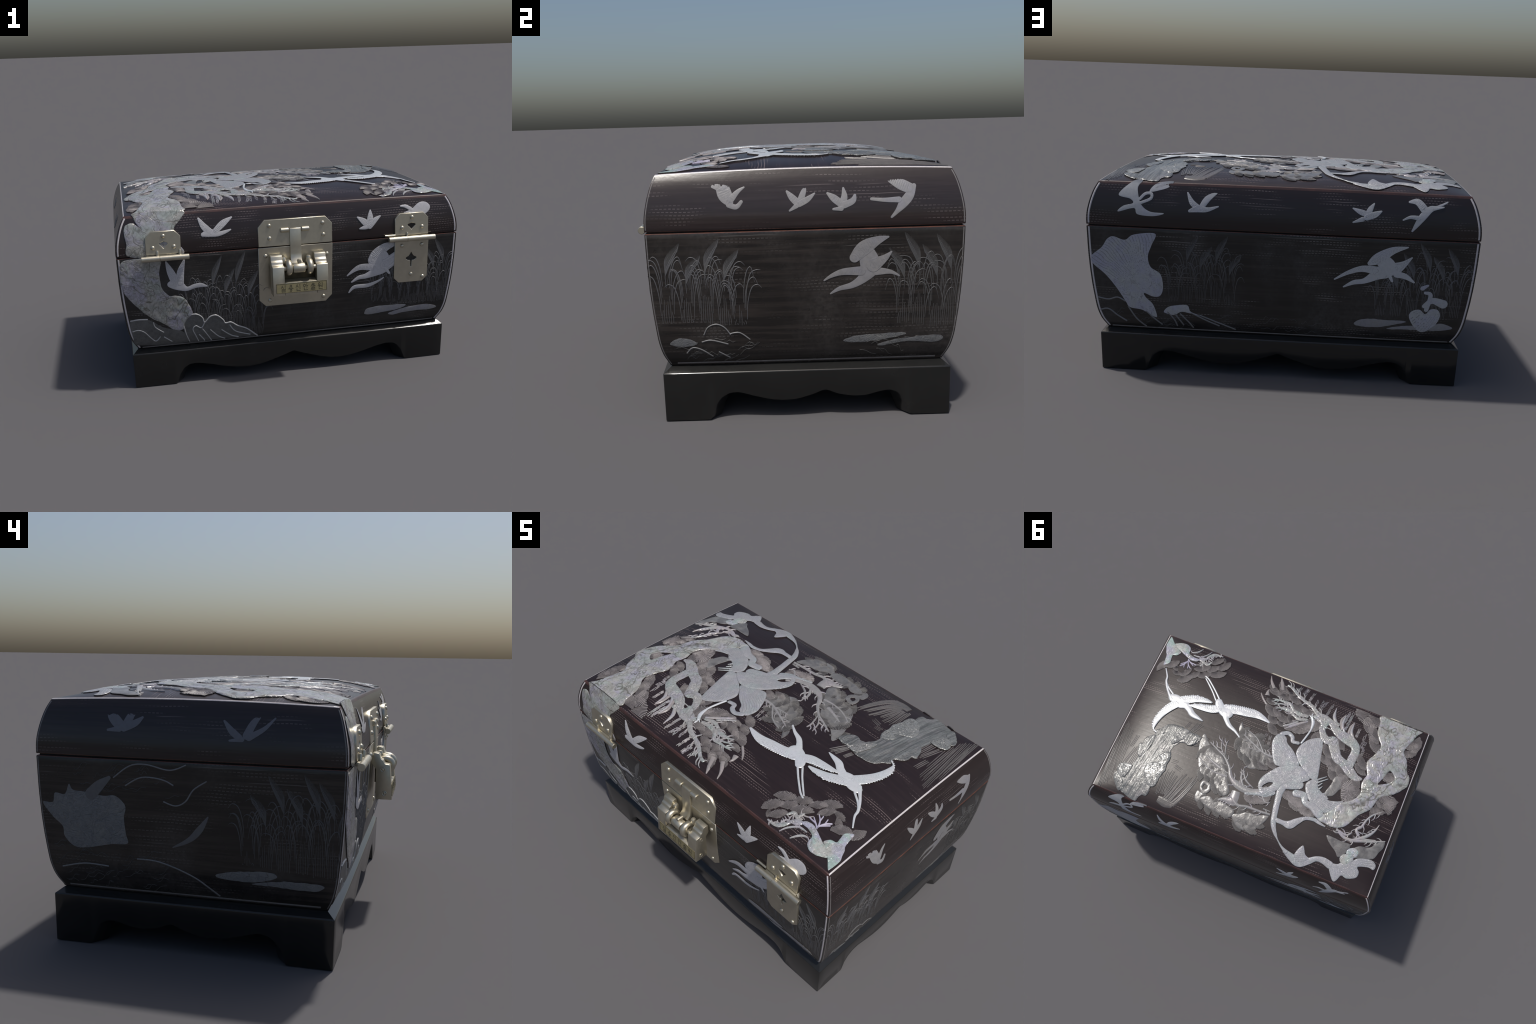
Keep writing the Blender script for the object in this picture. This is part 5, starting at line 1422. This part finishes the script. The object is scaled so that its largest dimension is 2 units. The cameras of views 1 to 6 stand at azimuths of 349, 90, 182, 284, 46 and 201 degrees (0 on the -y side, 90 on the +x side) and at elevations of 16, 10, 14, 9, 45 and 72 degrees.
def torus_mesh(R, r, sx=1., n=28, m=14):
    s = Soup(); P = []
    for a in np.linspace(0, 2 * math.pi, n + 1):
        P.append([(sx * r * math.sin(b), (R + r * math.cos(b)) * math.cos(a), (R + r * math.cos(b)) * math.sin(a)) for b in np.linspace(0, 2 * math.pi, m + 1)])
    s.grid(np.array(P), 0); return s.mesh('shackle_ring', True, 1e-6)


def cham(x0, x1, z0, z1, c, corners='tl tr bl br'):
    p = []
    p += [(x0 + c, z0), (x0, z0 + c)] if 'bl' in corners else [(x0, z0)]
    p += [(x0, z1 - c), (x0 + c, z1)] if 'tl' in corners else [(x0, z1)]
    p += [(x1 - c, z1), (x1, z1 - c)] if 'tr' in corners else [(x1, z1)]
    p += [(x1, z0 + c), (x1 - c, z0)] if 'br' in corners else [(x1, z0)]
    return p


def build_lock():
    yf = -.583
    upper = flat_plate('lock_plate', cham(-.204, .229, .7975, .949, .040, 'tl tr'), [], yf, .03, lean=(.797, .075))
    lower = flat_plate('lock_plate', cham(-.206, .229, .439, .7915, .038, 'bl br'), [], yf, .03, lean=(.791, .028))
    for x, z in ((-.139, .916), (-.139, .844), (.173, .912), (.176, .844)): rivet(x, yf, z, upper)
    for x, z in ((.196, .729), (-.165, .743), (-.143, .474), (.176, .471)): rivet(x, yf, z, lower)
    strap = prism_x('hasp', [(-.570, .893), (-.582, .895), (-.5855, .888), (-.5925, .79), (-.5935, .75), (-.599, .72), (-.620, .70), (-.613, .69), (-.590, .70), (-.581, .74)], -.0225, .043)
    for a, b in ((-.076, -.026), (.0465, .093)):
        turned('hasp_pin', [(a, 0), (a, .010), (a + .004, .0135), (b - .004, .0135), (b, .010), (b, 0)], 'x', (0, -.5790, .886), strap)
    # padlock body: two cheeks joined by a lower block
    cheek = [(-.608, .530), (-.685, .530), (-.6715, .692), (-.668, .6975), (-.652, .699), (-.645, .702), (-.641, .710), (-.638, .7175), (-.630, .7205),
             (-.625, .728), (-.622, .742), (-.616, .749), (-.600, .752), (-.588, .750), (-.586, .70), (-.606, .675)]
    block = prism_x('padlock', [(-.608, .5315), (-.6848, .5305), (-.6786, .604), (-.640, .612), (-.608, .61)], -.0765, .1085)
    prism_x('padlock_cheek', cheek, -.145, -.0775, block); prism_x('padlock_cheek', cheek, .110, .1765, block)
    prism_x('padlock_back', [(-.596, .60), (-.632, .606), (-.632, .672), (-.612, .694), (-.596, .694)], -.0770, .1090, block, 'dark_metal')
    ring = torus_mesh(.0300, .0165, 1.1); ring.materials.append(MAT['metal'])
    for x in (-.047, .074):
        o = bpy.data.objects.new('shackle_ring', ring); bpy.context.scene.collection.objects.link(o); o.parent = block; o.location = (x, -.646, .684)
    turned('shackle_bar', [(-.077, .012), (-.024, .012), (-.024, .026), (-.020, .029), (.041, .029), (.045, .026), (.045, .012), (.110, .012)], 'x', (0, -.652, .680), block)
    turned('shackle_knob', [(-.022, 0), (-.022, .010), (.0, .012), (.012, .010), (.017, .004), (.018, 0)], 'y', (.016, -.640, .716), block)
    for x in (-.066, .080): turned('reflection_blob', [(-.02, 0), (-.02, .016), (.004, .016), (.013, .011), (.016, 0)], 'z', (x, -.606, .722), lower)  # gold reflections seen behind the rings, modelled as two small turned blobs
    for z in (.674, .559):
        turned('side_pin', [(0, 0), (.0, .0125), (-.0012, .0125), (-.0022, .010), (-.0006, .007), (-.0022, .003), (-.0022, 0)], 'x', (-.145, -.638 - (.012 if z < .6 else 0), z), block)
        turned('side_pin', [(0, 0), (.0, .0125), (.0012, .0125), (.0022, .010), (.0006, .007), (.0022, .003), (.0022, 0)], 'x', (.1765, -.638 - (.012 if z < .6 else 0), z), block)
    # brass label with its line of text
    z0, z1, x0, x1 = .5455, .6015, -.128, .166
    yy = lambda z, o: -.6848 + (z - .5305) / (.604 - .5305) * .0062 - o
    lab = Soup(); lab.add([(x0, yy(z0, .0014), z0), (x1, yy(z0, .0014), z0), (x1, yy(z1, .0014), z1), (x0, yy(z1, .0014), z1),
                           (x0, yy(z0, -.002), z0), (x1, yy(z0, -.002), z0), (x1, yy(z1, -.002), z1), (x0, yy(z1, -.002), z1)],
                          [(0, 1, 2, 3), (0, 4, 5, 1), (1, 5, 6, 2), (2, 6, 7, 3), (3, 7, 4, 0)])
    label = add_obj('label', lab.mesh('label', False), ['label'], block)
    ink = Soup()
    def bar(p, q, w=.0011):
        p = Vector((p[0], 0, p[1])); q = Vector((q[0], 0, q[1])); t = (q - p).normalized(); n = Vector((-t.z, 0, t.x)) * w
        c = [p + n - t * w, p - n - t * w, q - n + t * w, q + n + t * w]
        f = [(k.x, yy(k.z, .0022), k.z) for k in c]; bk = [(k.x, yy(k.z, .0002), k.z) for k in c]
        ink.add(f + bk, [(0, 1, 2, 3), (0, 4, 5, 1), (1, 5, 6, 2), (2, 6, 7, 3), (3, 7, 4, 0)])
    for a, b in (((x0 + .002, z0 + .0015), (x1 - .002, z0 + .0015)), ((x0 + .002, z1 - .0015), (x1 - .002, z1 - .0015)), ((x0 + .0015, z0 + .003), (x0 + .0015, z1 - .003)), ((x1 - .0015, z0 + .003), (x1 - .0015, z1 - .003))):
        bar(a, b, .0009)
    # strokes of the six syllables in a unit cell (0..1)
    siot = [((.28, .95), (.05, .55)), ((.26, .85), (.5, .55))]
    circ = lambda cx, cy, r: [((cx + r * math.cos(k * math.pi / 4), cy + r * math.sin(k * math.pi / 4)), (cx + r * math.cos((k + 1) * math.pi / 4), cy + r * math.sin((k + 1) * math.pi / 4))) for k in range(8)]
    rieul = [((.2, .42), (.85, .42)), ((.85, .42), (.85, .24)), ((.2, .24), (.85, .24)), ((.2, .24), (.2, .04)), ((.2, .04), (.88, .04))]
    nieun = [((.22, .36), (.22, .06)), ((.22, .06), (.9, .06))]
    glyphs = [siot + [((.82, 1), (.82, .5))] + rieul,
              circ(.5, .84, .16) + [((.3, .62), (.3, .46)), ((.7, .62), (.7, .46)), ((.05, .44), (.95, .44))] + circ(.5, .17, .17),
              siot + [((.82, 1), (.82, .3))] + nieun,
              circ(.28, .75, .2) + [((.72, 1), (.72, .3)), ((.72, .68), (.95, .68))] + nieun,
              [((.5, 1), (.5, .9)), ((.2, .86), (.8, .86)), ((.5, .84), (.2, .64)), ((.5, .8), (.8, .64)), ((.05, .56), (.95, .56)), ((.5, .56), (.5, .42))] + [((a[0], a[1] * .85), (b[0], b[1] * .85)) for a, b in rieul],
              circ(.3, .8, .17) + [((.05, .54), (.62, .54)), ((.35, .54), (.35, .34)), ((.85, 1), (.85, .28)), ((.6, .42), (.85, .42))] + nieun]
    for i, gl in enumerate(glyphs):
        ox = -.102 + i * .0430; w, h = .030, .038
        for a, b in gl: bar((ox + a[0] * w, .554 + a[1] * h), (ox + b[0] * w, .554 + b[1] * h))
    add_obj('label_text', ink.mesh('label_text', False), ['ink'], block)


def spade(cx, z0, z1, w):
    """pointed leaf with a narrow stem, as a hole"""
    h = z1 - z0; R = []
    for a, b in ((.10, .0), (.10, .38), (.20, .45), (.55, .45), (.95, .55), (1., .60), (.9, .66), (.5, .72), (.22, .85), (.03, 1.)): R.append((a * w, z0 + b * h))
    return [(cx + a, z) for a, z in R] + [(cx - a, z) for a, z in R[::-1]]


def heart(cx, z0, z1, w):
    h = z1 - z0; R = [(.02, 0.), (.45, .35), (.9, .6), (1., .72), (.85, .85), (.35, .92), (.05, 1.)]
    return [(cx + a * w, z0 + b * h) for a, b in R] + [(cx - a * w, z0 + b * h) for a, b in R[::-1]]


def rod(x0, x1, parent, y=-.608, z=.786, r=.0160):
    m = (x0 + x1) / 2 - .03
    turned('hinge_rod', [(x0, 0), (x0, r - .002), (x0 + .002, r), (m - .001, r), (m, r - .0022), (m + .001, r), (x1 - .002, r), (x1, r - .002), (x1, 0)], 'x', (0, y, z), parent, seg=28)


def build_hinges():
    yf = -.590
    up = flat_plate('hinge_plate', cham(.607, .812, .803, .932, .030, 'tl tr'), [heart(.709, .836, .874, .0245)], yf, .03, lean=(.80, .075))
    lo = flat_plate('hinge_plate', cham(.607, .815, .512, .797, .030, 'bl br'), [spade(.711, .608, .697, .033)], yf, .03, lean=(.797, .03))
    for x, z in ((.711, .906), (.650, .848), (.773, .848)): rivet(x, yf, z, up)
    for x, z in ((.651, .740), (.774, .740), (.712, .562), (.786, .541)): rivet(x, yf, z, lo)
    rod(.561, .846, lo)
    prism_x('hinge_leaf', [(-.585, .800), (-.606, .799), (-.613, .790), (-.600, .780), (-.583, .785)], .6085, .811, lo)
    turned('hinge_post', [(-.012, 0), (-.012, .006), (.006, .006), (.010, .003), (.010, 0)], 'z', (.679, -.594, .812), lo)
    turned('hinge_pin', [(.545, 0), (.545, .006), (.6075, .006)], 'x', (0, -.588, .806), lo)
    left = flat_plate('hinge_plate', cham(-.834, -.641, .803, .932, .032, 'tl tr'), [heart(-.736, .835, .875, .0235)], yf, .03, lean=(.80, .075))
    for x, z in ((-.735, .905), (-.795, .842), (-.679, .843)): rivet(x, yf, z, left)
    rod(-.863, -.599, left)
    prism_x('hinge_leaf', [(-.585, .800), (-.606, .799), (-.613, .790), (-.600, .780), (-.583, .785)], -.833, -.642, left)
    for x in (-.772, -.648): turned('hinge_post', [(-.025, 0), (-.025, .0085), (.008, .0085), (.0125, .006), (.0135, 0)], 'z', (x, -.594, .814), left)


def build():
    global ROOT
    make_materials()
    ROOT = bpy.data.objects.new('jewelry_box', None); bpy.context.scene.collection.objects.link(ROOT)
    ROOT['label'] = 'black lacquer jewelry chest inlaid with mother-of-pearl cranes and pines'
    ROOT['category'] = 'jewelry box'
    build_body(); build_inner_lip(); build_lid(); build_stand()
    build_edging(); build_swirls(); build_motifs(); build_twigs(); build_fans(); build_reeds(); build_lock(); build_hinges()


build()
